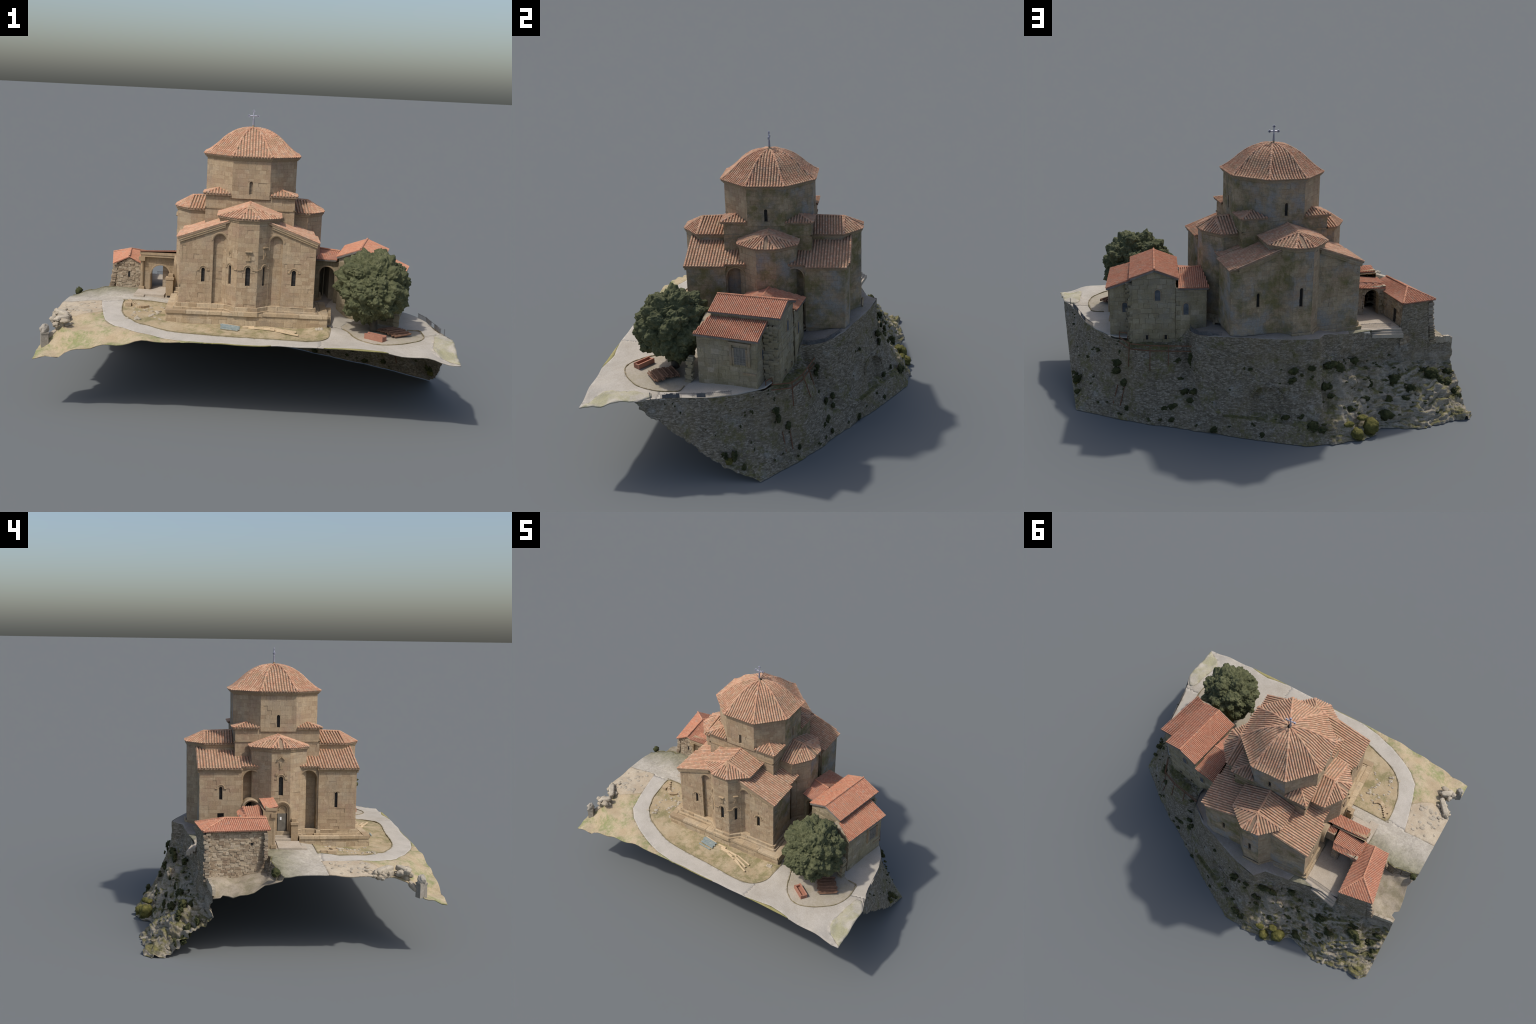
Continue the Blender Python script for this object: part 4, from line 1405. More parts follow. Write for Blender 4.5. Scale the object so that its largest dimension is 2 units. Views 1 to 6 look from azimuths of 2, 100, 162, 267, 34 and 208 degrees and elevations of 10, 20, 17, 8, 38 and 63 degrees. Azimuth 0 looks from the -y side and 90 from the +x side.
def ground_sheet(outline, lines, zf, step, classify, seed):
    rr = random.Random(seed)
    pts, edges = [], []

    def chain(poly, closed=True):
        k = len(pts)
        fine = []
        m = len(poly)
        for i in range(m if closed else m - 1):
            p, q = poly[i], poly[(i + 1) % m]
            c = max(1, int(math.dist(p, q) / 0.03))
            for j in range(c):
                fine.append((p[0] + (q[0] - p[0]) * j / c, p[1] + (q[1] - p[1]) * j / c))
        if not closed:
            fine.append(poly[-1])
        for p in fine:
            pts.append(V(p))
        m = len(fine)
        for i in range(m if closed else m - 1):
            edges.append((k + i, k + (i + 1) % m))

    chain(outline)
    for l in lines:
        chain(l)
    xs = [p[0] for p in outline]
    ys = [p[1] for p in outline]
    x = min(xs)
    while x < max(xs):
        y = min(ys)
        while y < max(ys):
            px, py = x + rr.uniform(-.3, .3) * step, y + rr.uniform(-.3, .3) * step
            if inside(outline, px, py):
                pts.append(V((px, py)))
            y += step
        x += step
    v, e_, f, _, _, _ = delaunay_2d_cdt(pts, edges, [], 0, 1e-5)
    groups = {}
    for t in f:
        cx = sum(v[i][0] for i in t) / len(t)
        cy = sum(v[i][1] for i in t) / len(t)
        if not inside(outline, cx, cy):
            continue
        groups.setdefault(classify(cx, cy), []).append(t)
    Z = [zf(p[0], p[1]) for p in v]
    return v, Z, groups


def which(x, y):
    for i, (nm, poly, mat) in enumerate(regions):
        if inside(poly, x, y):
            return (nm, mat)
    if x < -0.3 and y > -0.2:
        return ("cobbled_court", "court")
    if x > -0.35 and y < -.4 and x > .35:
        return ("paved_yard", "paving")
    return ("gravel_path", "path")


SOFT = {"bed", "slope", "dirt", "mound"}


def zground(x, y):
    z = height(x, y)
    n1 = noise.noise(V((x * 9, y * 9, 1.3))) * 0.0025
    for nm, poly, mat in regions:
        if mat in SOFT and inside(poly, x, y):
            n1 += noise.noise(V((x * 40, y * 40, 4.1))) * 0.0035
            if mat == "mound":
                n1 += 0.006 + noise.noise(V((x * 22, y * 22, 9.1))) * 0.009
            break
    return z + n1


def clampbox(poly):
    return [(min(max(x, -1.0), 1.0), max(y, -.77)) for x, y in poly]


v2, Z, groups = ground_sheet(OUT, [clampbox(p) for _, p, _ in regions], zground, 0.014, which, 3)
for (nm, mat), faces in groups.items():
    used = sorted({i for t in faces for i in t})
    idx = {i: k for k, i in enumerate(used)}
    p = Part()
    p.add([(min(max(v2[i][0], -1), 1), v2[i][1], Z[i]) for i in used], [tuple(idx[i] for i in t) for t in faces])
    o = p.make(nm, hill, mat, smooth=True, fix=False)
    md = o.modifiers.new("thickness", "SOLIDIFY")
    md.thickness = 0.005
    md.offset = -1
# kerb lines beside the path and round the tree
kerb = Part()
for line, w in ((PATH_IN[:20], 0.0035), (TREE_BED[1:15], 0.004)):
    f = smooth_line(line, False, 4)
    for a, b in zip(f, f[1:]):
        kerb.beam((a[0], a[1], height(*a) + .001), (b[0], b[1], height(*b) + .001), w * R.uniform(.6, 1.4), 0.006 * R.uniform(.6, 1.3))
kerb.make("path_kerb", hill, "kerb")

# lower yard in front of the gatehouse
YC = np.array([(-.8, .05, .37), (-.8, .083, .355), (-.874, .341, .345), (-.995, .2, .30), (-.995, .26, .29), (-.995, .15, .312), (-.995, .335, .288), (-.995, .09, .345), (-1, .03, .372), (-.8, .36, .35), (-.9, .06, .372), (-.9, .12, .328), (-.9, .25, .32)])


def zyard(x, y):
    d2 = (YC[:, 0] - x) ** 2 + (YC[:, 1] - y) ** 2 + 0.0006
    w = d2 ** -1.6
    return float((w * YC[:, 2]).sum() / w.sum()) + noise.noise(V((x * 25, y * 25, 0))) * 0.006


YOUT = [(-1.0, .02), (-.985, .035), (-.92, .045), (-.86, .062), (-.79, .058), (-.79, .30), (-.83, .37), (-.90, .358), (-1.0, .342), (-1.0, .31), (-.972, .298), (-.975, .27), (-1.0, .25), (-.985, .15), (-.97, .10)]
vy, Zy, gy = ground_sheet(YOUT, [], zyard, 0.014, lambda x, y: ("lower_yard", "yard"), 5)
for (nm, mat), faces in gy.items():
    p = Part()
    p.add([(vy[i][0], vy[i][1], Zy[i]) for i in range(len(vy))], faces)
    o = p.make(nm, hill, mat, smooth=True, fix=False)
    md = o.modifiers.new("thickness", "SOLIDIFY")
    md.thickness = 0.005
    md.offset = -1
drop = Part()
dl = smooth_line([(-1.0, .012), (-.95, .032), (-.92, .04), (-.86, .06), (-.80, .055), (-.775, .08)], False, 6)
for a, b in zip(dl, dl[1:]):
    za, zb = height(*a), height(*b)
    drop.add([(a[0], a[1], za + .002), (b[0], b[1], zb + .002), (b[0] + .002, b[1] + .014, zyard(b[0], b[1] + .014) - .004), (a[0] + .002, a[1] + .014, zyard(a[0], a[1] + .014) - .004)], [(0, 1, 2, 3)])
o = drop.make("yard_bank", hill, "rock")
o.modifiers.new("thickness", "SOLIDIFY").thickness = 0.006
# broken parapet at the yard's outer edge
par = Part()
for k in range(26):
    t = k / 25
    x, y = -0.842 - 0.155 * t, 0.370 - 0.03 * t
    if x > -0.992:
        par.box((x, y, 0.337 - .02 * t + R.uniform(-.004, .006)), (0.015, 0.016, 0.03), (V((.96, .27, 0)), V((-.27, .96, 0)), V((0, 0, 1))))
par.make("broken_parapet", hill, "palestone")

# ---- cliff: columns from the rim down to the foot, east to west
def straight(r, f):
    r, f = V(r), V(f)
    return [r + (f - r) * t for t in (0, .2, .4, .6, .8, 1)]


EAST = [straight((1.03, -.58, .385), (1.165, -.58, 0)), straight((.984, -.45, .393), (1.122, -.45, 0)), straight((.949, -.335, .394), (1.088, -.335, 0)), straight((.931, -.223, .39), (1.056, -.223, 0)),
        [V(p) for p in ((.917, -.14, .388), (.932, -.138, .31), (.948, -.136, .24), (.977, -.135, .16), (1.012, -.135, .08), (1.045, -.13, 0))],
        [V(p) for p in ((.875, -.027, .386), (.884, -.022, .31), (.895, -.015, .25), (.927, -.005, .16), (.974, .003, .075), (1.025, .015, 0))],
        [V(p) for p in ((.829, .05, .386), (.831, .055, .31), (.84, .06, .25), (.872, .07, .16), (.93, .08, .075), (.993, .093, 0))],
        [V(p) for p in ((.80, .085, .375), (.81, .09, .30), (.82, .10, .23), (.84, .125, .15), (.865, .155, .07), (.885, .182, 0))],
        [V(p) for p in ((.735, .12, .372), (.745, .165, .345), (.752, .18, .25), (.765, .195, .154), (.786, .215, .066), (.79, .26, 0))],
        [V(p) for p in ((.67, .15, .372), (.68, .212, .366), (.695, .248, .28), (.715, .258, .19), (.725, .275, .09), (.733, .293, 0))],
        [V(p) for p in ((.60, .17, .372), (.613, .238, .366), (.635, .285, .28), (.65, .297, .19), (.665, .31, .09), (.68, .325, 0))],
        [V(p) for p in ((.50, .19, .375), (.522, .255, .366), (.545, .288, .29), (.56, .318, .19), (.575, .35, .09), (.59, .378, 0))]]
MID = [((.435, .215, .45), (.445, .235, .36), (.455, .27, .28), (.475, .33, .18), (.495, .39, .085), (.505, .425, 0)), ((.437, .25, .452), (.44, .262, .36), (.445, .285, .28), (.46, .35, .17), (.472, .40, .085), (.48, .44, 0)),
       ((.431, .29, .455), (.434, .298, .36), (.438, .315, .28), (.44, .375, .165), (.446, .42, .09), (.457, .458, 0)), ((.415, .338, .46), (.418, .345, .36), (.42, .362, .27), (.416, .415, .16), (.42, .445, .09), (.415, .482, 0)),
       ((.36, .385, .465), (.364, .396, .36), (.37, .412, .26), (.378, .44, .16), (.385, .462, .092), (.375, .505, 0)), ((.31, .428, .476), (.312, .433, .36), (.315, .446, .25), (.323, .487, .096), (.326, .514, .09), (.33, .532, 0)),
       ((.22, .458, .478), (.221, .464, .36), (.224, .481, .25), (.23, .525, .092), (.237, .557, .086), (.245, .592, 0)), ((.13, .49, .477), (.13, .502, .36), (.128, .549, .253), (.127, .573, .092), (.126, .605, .08), (.122, .655, 0)),
       ((0, .535, .477), (0, .548, .36), (0, .583, .25), (0, .634, .092), (.01, .664, .076), (0, .722, 0)), ((-.10, .56, .479), (-.098, .571, .36), (-.09, .604, .25), (-.07, .668, .10), (-.055, .695, .072), (-.04, .744, 0)),
       ((-.145, .565, .481), (-.147, .562, .365), (-.145, .602, .27), (-.14, .66, .14), (-.135, .70, .07), (-.13, .747, 0))]
ROCK = [((-.145, .565, .481), (-.147, .562, .365), (-.145, .602, .27), (-.14, .66, .14), (-.135, .70, .07), (-.13, .747, 0)), ((-.165, .535, .478), (-.17, .545, .37), (-.17, .58, .30), (-.18, .64, .17), (-.185, .70, .08), (-.19, .745, 0)),
        ((-.19, .505, .472), (-.20, .515, .37), (-.205, .55, .33), (-.22, .615, .2), (-.245, .69, .09), (-.25, .742, 0)), ((-.26, .49, .465), (-.26, .50, .35), (-.265, .535, .31), (-.28, .605, .185), (-.295, .68, .085), (-.306, .765, 0)),
        ((-.33, .475, .455), (-.33, .485, .33), (-.33, .53, .265), (-.345, .585, .155), (-.37, .65, .08), (-.40, .725, 0)), ((-.41, .455, .445), (-.41, .465, .31), (-.42, .515, .22), (-.43, .57, .13), (-.45, .615, .07), (-.47, .657, 0)),
        ((-.475, .44, .432), (-.475, .452, .30), (-.50, .51, .22), (-.52, .58, .13), (-.54, .63, .07), (-.57, .68, 0)), ((-.56, .43, .425), (-.56, .445, .28), (-.58, .497, .205), (-.60, .57, .13), (-.625, .64, .07), (-.66, .706, 0)),
        ((-.643, .42, .42), (-.643, .434, .26), (-.66, .485, .20), (-.69, .57, .13), (-.71, .635, .075), (-.73, .695, 0)), ((-.655, .423, .562), (-.655, .433, .27), (-.67, .485, .20), (-.70, .57, .13), (-.72, .635, .075), (-.745, .694, 0)),
        ((-.75, .401, .565), (-.75, .410, .24), (-.76, .48, .185), (-.78, .555, .115), (-.80, .61, .07), (-.82, .67, 0)), ((-.825, .383, .563), (-.827, .390, .22), (-.835, .455, .187), (-.85, .54, .11), (-.86, .59, .06), (-.872, .657, 0)),
        ((-.842, .372, .335), (-.845, .380, .2), (-.852, .452, .184), (-.865, .535, .105), (-.875, .585, .055), (-.89, .65, 0)), ((-.93, .355, .33), (-.93, .366, .185), (-.935, .425, .16), (-.94, .51, .08), (-.945, .57, .04), (-.95, .665, 0)),
        ((-1.05, .335, .325), (-1.05, .35, .18), (-1.05, .41, .15), (-1.05, .49, .06), (-1.05, .55, .02), (-1.05, .61, -.04))]
COLS = EAST + [[V(p) for p in c] for c in MID]
WEST = [[V(p) for p in c] for c in ROCK]


def catmull(a, b, c, d, t):
    return 0.5 * (2 * b + (c - a) * t + (2 * a - 5 * b + 4 * c - d) * t * t + (3 * b - a - 3 * c + d) * t ** 3)


def loft(cols, per, rows):
    grid = []
    n = len(cols)
    for i in range(n - 1):
        m = max(2, int(per * (cols[i][3] - cols[i + 1][3]).length))
        for j in range(m + (i == n - 2)):
            t = j / m
            col = [catmull(cols[max(i - 1, 0)][k], cols[i][k], cols[i + 1][k], cols[min(i + 2, n - 1)][k], t) * .5 + cols[i][k].lerp(cols[i + 1][k], t) * .5 for k in range(6)]
            line = []
            for r in range(rows + 1):
                u = r / rows * 5
                k = min(int(u), 4)
                w = u - k
                line.append(catmull(col[max(k - 1, 0)], col[k], col[k + 1], col[min(k + 2, 5)], w) * .35 + col[k].lerp(col[k + 1], w) * .65)
            grid.append(line)
    return grid


def fbm(p, o=4):
    return noise.fractal(p, 0.9, 2.1, o)


AC, AD, AN = V((.124, .575, 0)), V((.855, -.52, 0)), V((.52, .855, 0))


def make_cliff(cols, name, mat, per, rows, rocky):
    g = loft(cols, per, rows)
    nx, nz = len(g), rows + 1
    pts = np.array([[list(p) for p in line] for line in g])
    du = np.gradient(pts, axis=0)
    dv = np.gradient(pts, axis=1)
    nr = np.cross(du, dv)
    nr /= np.linalg.norm(nr, axis=2, keepdims=True) + 1e-9
    if nr[:, :, 1].mean() < 0:
        nr = -nr
    out = []
    for i in range(nx):
        edge_fade = min(1.0, i / 6) if rocky else min(1.0, (nx - 1 - i) / 6)
        for j in range(nz):
            p = V(pts[i, j])
            n = V(nr[i, j])
            fade = min(1.0, j / 3)
            d = 0.0
            if rocky:
                wall = max(0.0, 1 - j / rows * 4.2)
                d += (1 - wall) * (fbm(p * 8) * 0.024 + fbm(p * 24) * 0.010)
                st = p.z * 150 + fbm(p * 5) * 4
                d += (1 - wall) * (abs(st % 3 - 1.5) - .75) * (0.003 + 0.004 * max(0, min(1, (-p.x - .5) * 5)))
                lz = p.z * 105 + fbm(p * 6) * 5
                d += (1 - wall) * max(-1, min(1, 2.2 * math.sin(lz))) * 0.006 * max(0, min(1, (-p.x - .22) * 6))
                d += noise.noise(p * 90) * 0.0012
                q = V((p.x, p.y, p.z * 1.8)) * 68
                c = noise.voronoi(q)[0]
                d += (min(c[1] - c[0], .35) - .2) * 0.005 * max(wall, .35)
            else:
                q = V((p.x, p.y, p.z * 2.4)) * 60
                c = noise.voronoi(q)[0]
                d += (min(c[1] - c[0], .35) - .2) * 0.0085
                d += fbm(p * 7) * 0.007 + fbm(p * 30) * 0.0035
                a = (p - AC).dot(AD)
                if abs(a) < .076 and .098 < p.z < .172 + math.sqrt(max(0, .076 ** 2 - a * a)) and (p - AC).dot(AN) > -.08:
                    d -= 0.021
            p = p + n * d * fade * (edge_fade if edge_fade < 1 else 1)
            p.z = max(p.z, 0.0)
            if j == nz - 1 and p.z < .02:
                p.z = 0.0
            out.append(p)
    part = Part()
    part.add(out, [(i * nz + j, (i + 1) * nz + j, (i + 1) * nz + j + 1, i * nz + j + 1) for i in range(nx - 1) for j in range(nz - 1)])
    o = part.make(name, hill, mat, smooth=True, fix=False)
    bm = bmesh.new()
    bm.from_mesh(o.data)
    for co, no in (((1, 0, 0), (1, 0, 0)), ((-1, 0, 0), (-1, 0, 0)), ((0, .77, 0), (0, 1, 0))):
        bmesh.ops.bisect_plane(bm, geom=bm.verts[:] + bm.edges[:] + bm.faces[:], plane_co=co, plane_no=no, clear_outer=True)
    bmesh.ops.recalc_face_normals(bm, faces=bm.faces)
    bm.to_mesh(o.data)
    bm.free()
    o.data.polygons.foreach_set("use_smooth", [True] * len(o.data.polygons))
    return o, out, nr


wall_o, wall_pts, wall_n = make_cliff(COLS, "retaining_wall", "masonry", 210, 84, False)
rock_o, rock_pts, rock_n = make_cliff(WEST, "rock_face", "rock", 210, 84, True)


# voussoirs round the blind arch in the retaining wall
vous = Part()
for k in range(17):
    t = math.pi * (k + .5) / 17
    c = AC + AD * (.081 * math.cos(t)) + V((0, 0, .172 + .081 * math.sin(t)))
    c += AN * (-.30 * (c.z - .172) * .55 - .010)
    vous.box(c, (.014, .010, .0135), ((AD * -math.sin(t) + V((0, 0, math.cos(t)))), AN, (AD * math.cos(t) + V((0, 0, math.sin(t))))))
vous.make("blind_arch_stone", hill, "masonry")
# ---- shrubs, moss, loose stones
def blob(part, c, rad, seed, freq, amp, sub=4, squash=(1, 1, 1), mi=0, fine=0.0):
    bm = bmesh.new()
    bmesh.ops.create_icosphere(bm, subdivisions=sub, radius=1.0)
    off = V((seed * 3.1, seed * 1.7, seed * .9))
    vs = []
    for v_ in bm.verts:
        p = v_.co.normalized()
        c0 = noise.voronoi(p * freq + off)[0]
        d = 1 + amp * (0.55 - min(c0[0], 1.0)) + amp * .6 * noise.noise(p * freq * .6 + off)
        if fine:
            d += fine * (noise.noise(p * freq * 3.1 + off) + 0.6 * noise.noise(p * freq * 7 + off))
        vs.append(V(c) + V((p.x * squash[0], p.y * squash[1], p.z * squash[2])) * rad * d)
    bm.verts.index_update()
    fs = [tuple(v_.index for v_ in f.verts) for f in bm.faces]
    bm.free()
    part.add(vs, fs, mi)


sh = Part()
# where growth sits on the cliff: x, y, z, radius
VEG = [
(0.548, 0.241, 0.323, 0.023), (0.583, 0.222, 0.337, 0.014), (0.521, 0.268, 0.288, 0.018), (0.441, 0.292, 0.289, 0.018), (0.428, 0.297, 0.336, 0.014),
(0.613, 0.261, 0.249, 0.016), (0.787, 0.138, 0.271, 0.014), (0.787, 0.149, 0.223, 0.014), (0.746, 0.189, 0.173, 0.018), (0.768, 0.13, 0.316, 0.009),
(0.876, 0.04, 0.298, 0.007), (0.591, 0.297, 0.165, 0.014), (0.551, 0.314, 0.171, 0.011), (0.614, 0.302, 0.14, 0.01), (0.48, 0.344, 0.16, 0.013),
(0.437, 0.374, 0.174, 0.011), (0.46, 0.382, 0.132, 0.011), (0.752, 0.245, 0.053, 0.011), (0.704, 0.238, 0.148, 0.014), (0.658, 0.328, 0.019, 0.011),
(0.612, 0.359, 0.026, 0.008), (0.555, 0.388, 0.031, 0.009), (0.539, 0.356, 0.094, 0.013), (0.582, 0.346, 0.081, 0.011), (0.794, 0.24, 0.026, 0.007),
(0.893, 0.146, 0.054, 0.005), (0.851, 0.177, 0.067, 0.005), (0.498, 0.307, 0.219, 0.008), (0.184, 0.498, 0.321, 0.009), (0.36, 0.508, 0.02, 0.011),
(0.296, 0.541, 0.048, 0.008), (0.155, 0.626, 0.023, 0.01), (0.191, 0.588, 0.066, 0.008), (0.448, 0.456, 0.026, 0.008), (-0.013, 0.578, 0.32, 0.015),
(-0.005, 0.589, 0.282, 0.011), (-0.107, 0.591, 0.336, 0.01), (-0.049, 0.593, 0.308, 0.007), (-0.097, 0.603, 0.296, 0.009), (-0.25, 0.538, 0.303, 0.022),
(-0.207, 0.554, 0.336, 0.018), (-0.349, 0.482, 0.3, 0.021), (-0.305, 0.496, 0.319, 0.016), (-0.44, 0.457, 0.296, 0.012), (-0.333, 0.561, 0.206, 0.016),
(-0.183, 0.6, 0.234, 0.016), (-0.197, 0.623, 0.196, 0.011), (-0.304, 0.637, 0.119, 0.013), (-0.499, 0.625, 0.05, 0.027), (-0.589, 0.511, 0.19, 0.019),
(-0.676, 0.546, 0.156, 0.019), (-0.789, 0.445, 0.201, 0.017), (-0.819, 0.492, 0.194, 0.024), (-0.85, 0.505, 0.16, 0.019), (-0.947, 0.414, 0.166, 0.015),
(-0.926, 0.466, 0.116, 0.022), (-0.96, 0.483, 0.085, 0.017), (-0.964, 0.519, 0.059, 0.014), (-0.441, 0.533, 0.19, 0.016), (-0.401, 0.585, 0.143, 0.014),
(-0.62, 0.586, 0.118, 0.014), (-0.527, 0.592, 0.13, 0.014), (-0.138, 0.711, 0.054, 0.015), (-0.203, 0.709, 0.056, 0.01), (-0.08, 0.697, 0.076, 0.017),
(0.033, 0.615, 0.103, 0.011), (-0.042, 0.65, 0.115, 0.009), (0.966, -0.357, 0.368, 0.004), (0.953, -0.321, 0.367, 0.005), (0.957, -0.312, 0.352, 0.004),
(0.964, -0.282, 0.328, 0.005), (0.893, 0.006, 0.298, 0.007), (0.88, 0.032, 0.304, 0.005), (0.91, -0.056, 0.322, 0.004), (0.924, -0.007, 0.249, 0.007),
(0.981, -0.031, 0.115, 0.017), (0.987, -0.07, 0.114, 0.013), (0.986, -0.085, 0.133, 0.013), (0.987, 0.01, 0.068, 0.01)
]
rr = random.Random(11)
for k, (x, y, z, r) in enumerate(VEG):
    r *= 1.3
    for j in range(4 if r > .012 else 2):
        q = V((x, y, z)) + V((rr.uniform(-1, 1), rr.uniform(-.45, .45), rr.uniform(-.8, .8))) * r * .75
        rad = r * rr.uniform(.55, .9)
        rad = min(rad, (1 - abs(q.x)) * .7 + .002)
        blob(sh, q, max(rad, .003), k * 7 + j, 2.8, 0.9, 3, (rr.uniform(.8, 1.5), .65, rr.uniform(.6, 1.0)), fine=.35)
wall_mid = [p for p in wall_pts if p.z < .40 and p.x < .97 and p.z > .01]
for k in range(26):
    p = rr.choice(wall_mid)
    blob(sh, p, rr.uniform(.003, .007), 950 + k, 2.6, 0.9, 2, (rr.uniform(.8, 1.8), .5, rr.uniform(.5, 1.0)), fine=.3)
rock_mid = [p for p in rock_pts if p.z < .30 and p.x > -.96 and p.z > .03]
for k in range(40):
    p = rr.choice(rock_mid)
    blob(sh, p, rr.uniform(.004, .010), 1150 + k, 2.2, 0.9, 2, (1.4, .8, .6), fine=.3)
blob(sh, (-.978, .05, .405), .02, 301, 2.5, .6, 3, fine=.2)
sh.v = [(min(max(x, -1), 1), min(y, .77), max(z, 0)) for x, y, z in sh.v]
sh.make("shrub", hill, "bush", smooth=True, kind="stuff")
ms = Part()
for k, (c, r, s) in enumerate((((-.392, .69, .036), .042, (1, .9, 1)), ((-.31, .725, .025), .03, (1, 1, .9)), ((-.27, .705, .07), .02, (1.4, 1, .6)), ((-.35, .68, .085), .02, (1.3, 1, .6)), ((.98, -.06, .09), .018, (1, 1, 1)))):
    blob(ms, c, r, 400 + k, 2.0, .3, 4, s, fine=.08)
ms.v = [(x, min(y, .77), max(z, 0)) for x, y, z in ms.v]
ms.make("moss_clump", hill, "moss", smooth=True)
# boulders where the rock breaks out
bo = Part()
for k in range(18):
    p = rr.choice([q for q in rock_pts if q.x < -.2 and .03 < q.z < .24 and q.x > -.95])
    blob(bo, p, rr.uniform(.009, .018), 500 + k, 1.6, .6, 3, (rr.uniform(.8, 1.4), rr.uniform(.8, 1.2), rr.uniform(.5, .9)), fine=.05)
blob(bo, (-.327, .562, .235), .028, 560, 1.5, .5, 4, (.9, .8, 1.1), fine=.08)
bo.v = [(max(x, -1), min(y, .77), max(z, 0)) for x, y, z in bo.v]
bo.make("boulder", hill, "rock", smooth=True, kind="stuff")

# ---- loose stones and foundations in the plots
st = Part()


def flat_stone(x, y, s, seed, tall=.4):
    z = height(x, y)
    blob(st, (x, y, z), s, seed, 1.2, .35, 2, (R.uniform(.8, 1.3), R.uniform(.6, 1), tall), fine=.04)


for k in range(34):
    flat_stone(rr.uniform(-.98, -.80), rr.uniform(-.43, -.22), rr.uniform(.006, .016), 600 + k, .35)
for k in range(44):
    flat_stone(rr.uniform(-.62, -.44), rr.uniform(-.50, -.24), rr.uniform(.005, .012), 700 + k, .45)
for k in range(6):
    flat_stone(.335 + .012 * (k % 3), -.482 - .012 * (k // 3), .009, 760 + k, .8)
st.v = [(max(x, -1), y, z) for x, y, z in st.v]
st.make("loose_stone", hill, "palestone", kind="stuff")
sarc = Part()


def slab_stone(part, a, b, w, h, seed):
    """A long weathered block: a boxy, worn ellipsoid laid from a to b."""
    a, b = V(a), V(b)
    d = (b - a)
    ln = d.length / 2
    d.normalize()
    q = V((-d.y, d.x, 0)).normalized()
    tmp = Part()
    blob(tmp, (0, 0, 0), 1.0, seed, 1.4, .16, 4, fine=.05)
    out = []
    for x, y, z in tmp.v:
        r = math.sqrt(x * x + y * y + z * z)
        box = [math.copysign(abs(t / r) ** .5, t) * r * .8 for t in (x, y, z)]
        out.append((a + b) / 2 + d * (box[0] * ln) + q * (box[1] * w) + V((0, 0, box[2] * h)))
    part.add(out, tmp.f)


slab_stone(sarc, (-.985, -.418, .402), (-.890, -.530, .408), .023, .020, 801)
slab_stone(sarc, (-.975, -.43, .385), (-.90, -.53, .385), .019, .022, 802)
slab_stone(sarc, (-.875, -.542, .408), (-.948, -.592, .402), .022, .018, 803)
slab_stone(sarc, (-.885, -.552, .375), (-.945, -.597, .372), .018, .026, 804)
slab_stone(sarc, (-.93, -.595, .345), (-.975, -.63, .315), .016, .018, 805)
slab_stone(sarc, (-.955, -.385, .402), (-.93, -.395, .402), .013, .012, 806)
for k in range(26):
    t = rr.random()
    x, y = -.985 + .10 * t + rr.uniform(-.02, .02), -.42 - .12 * t + rr.uniform(-.02, .02)
    if k > 15:
        x, y = rr.uniform(-.955, -.885), rr.uniform(-.605, -.55)
    blob(sarc, (x, y, .385 + rr.uniform(-.012, .02)), rr.uniform(.009, .019), 820 + k, 1.7, .6, 3, (rr.uniform(.8, 1.4), rr.uniform(.7, 1.1), rr.uniform(.5, .9)), fine=.12)
sarc.v = [(max(x, -1.0), y, z) for x, y, z in sarc.v]
sarc.make("ruined_tomb", hill, "palestone", smooth=True)
# curved foundation wall in the lawn
fd = Part()
for k in range(12):
    t = k / 11
    x, y = -.645 + .10 * t, -.215 - .075 * math.sin(t * 2.2)
    fd.box((x, y, height(x, y) + .004), (.016, .022, .014), (V((math.cos(t), math.sin(t) * -.6, 0)).normalized(), V((math.sin(t) * .6, math.cos(t), 0)).normalized(), V((0, 0, 1))))
fd.box((-.640, -.262, .424), (.03, .045, .016))
gs = Part()
gs.box((-.612, -.118, .436), (.055, .04, .014))
gs.box((-.56, -.05, .438), (.16, .12, .016))
gs.make("gate_slab", hill, "slab")
fd.make("old_foundation", hill, "plinth")
# stepped edge of the west court towards the north
sp = Part()
for k, (y, z) in enumerate(((.425, .447), (.438, .436), (.452, .428))):
    sp.box((-.562, y, z - .01), (.165, .02, .02), (V((.98, -.17, 0)).normalized(), V((.17, .98, 0)).normalized(), V((0, 0, 1))))
sp.make("court_step", hill, "slab")
# stairs up to the church terrace on the east
stair = Part()
for k in range(8):
    stair.box((.385, -.36 + k * .014, .405 + k * .0075), (.045, .016, .012))
stair.box((.352, -.30, .43), (.012, .12, .06))
stair.make("stair", hill, "plinth")

# ---- railings
rail = Part()


def railing(pts, hgt, gap, zf=None, missing=(), top=True):
    for i in range(len(pts) - 1):
        a, b = V(pts[i]), V(pts[i + 1])
        n = max(1, int((b - a).length / gap))
        for k in range(n):
            t = k / n
            if any(m0 <= i + t <= m1 for m0, m1 in missing):
                continue
            p = a.lerp(b, t)
            h = hgt * R.uniform(.75, 1.05)
            rail.beam(p, p + V((0, 0, h)), 0.0012, 0.0012)
        if top and not any(m0 <= i <= m1 for m0, m1 in missing):
            rail.beam(a + V((0, 0, hgt * .85)), b + V((0, 0, hgt * .85)), 0.0016, 0.0016)


railing([(.97, -.42, .393), (.949, -.335, .394), (.931, -.223, .392), (.917, -.14, .391), (.885, -.05, .39)], 0.026, 0.0042, missing=((0.0, .45), (1.5, 1.9)))
railing([(.430, .225, .452), (.434, .25, .452), (.427, .288, .455), (.41, .336, .46), (.355, .38, .467), (.308, .414, .476)], 0.024, 0.005)
railing([(-.432, .395, .45), (-.50, .40, .45), (-.60, .412, .45)], 0.022, 0.005)


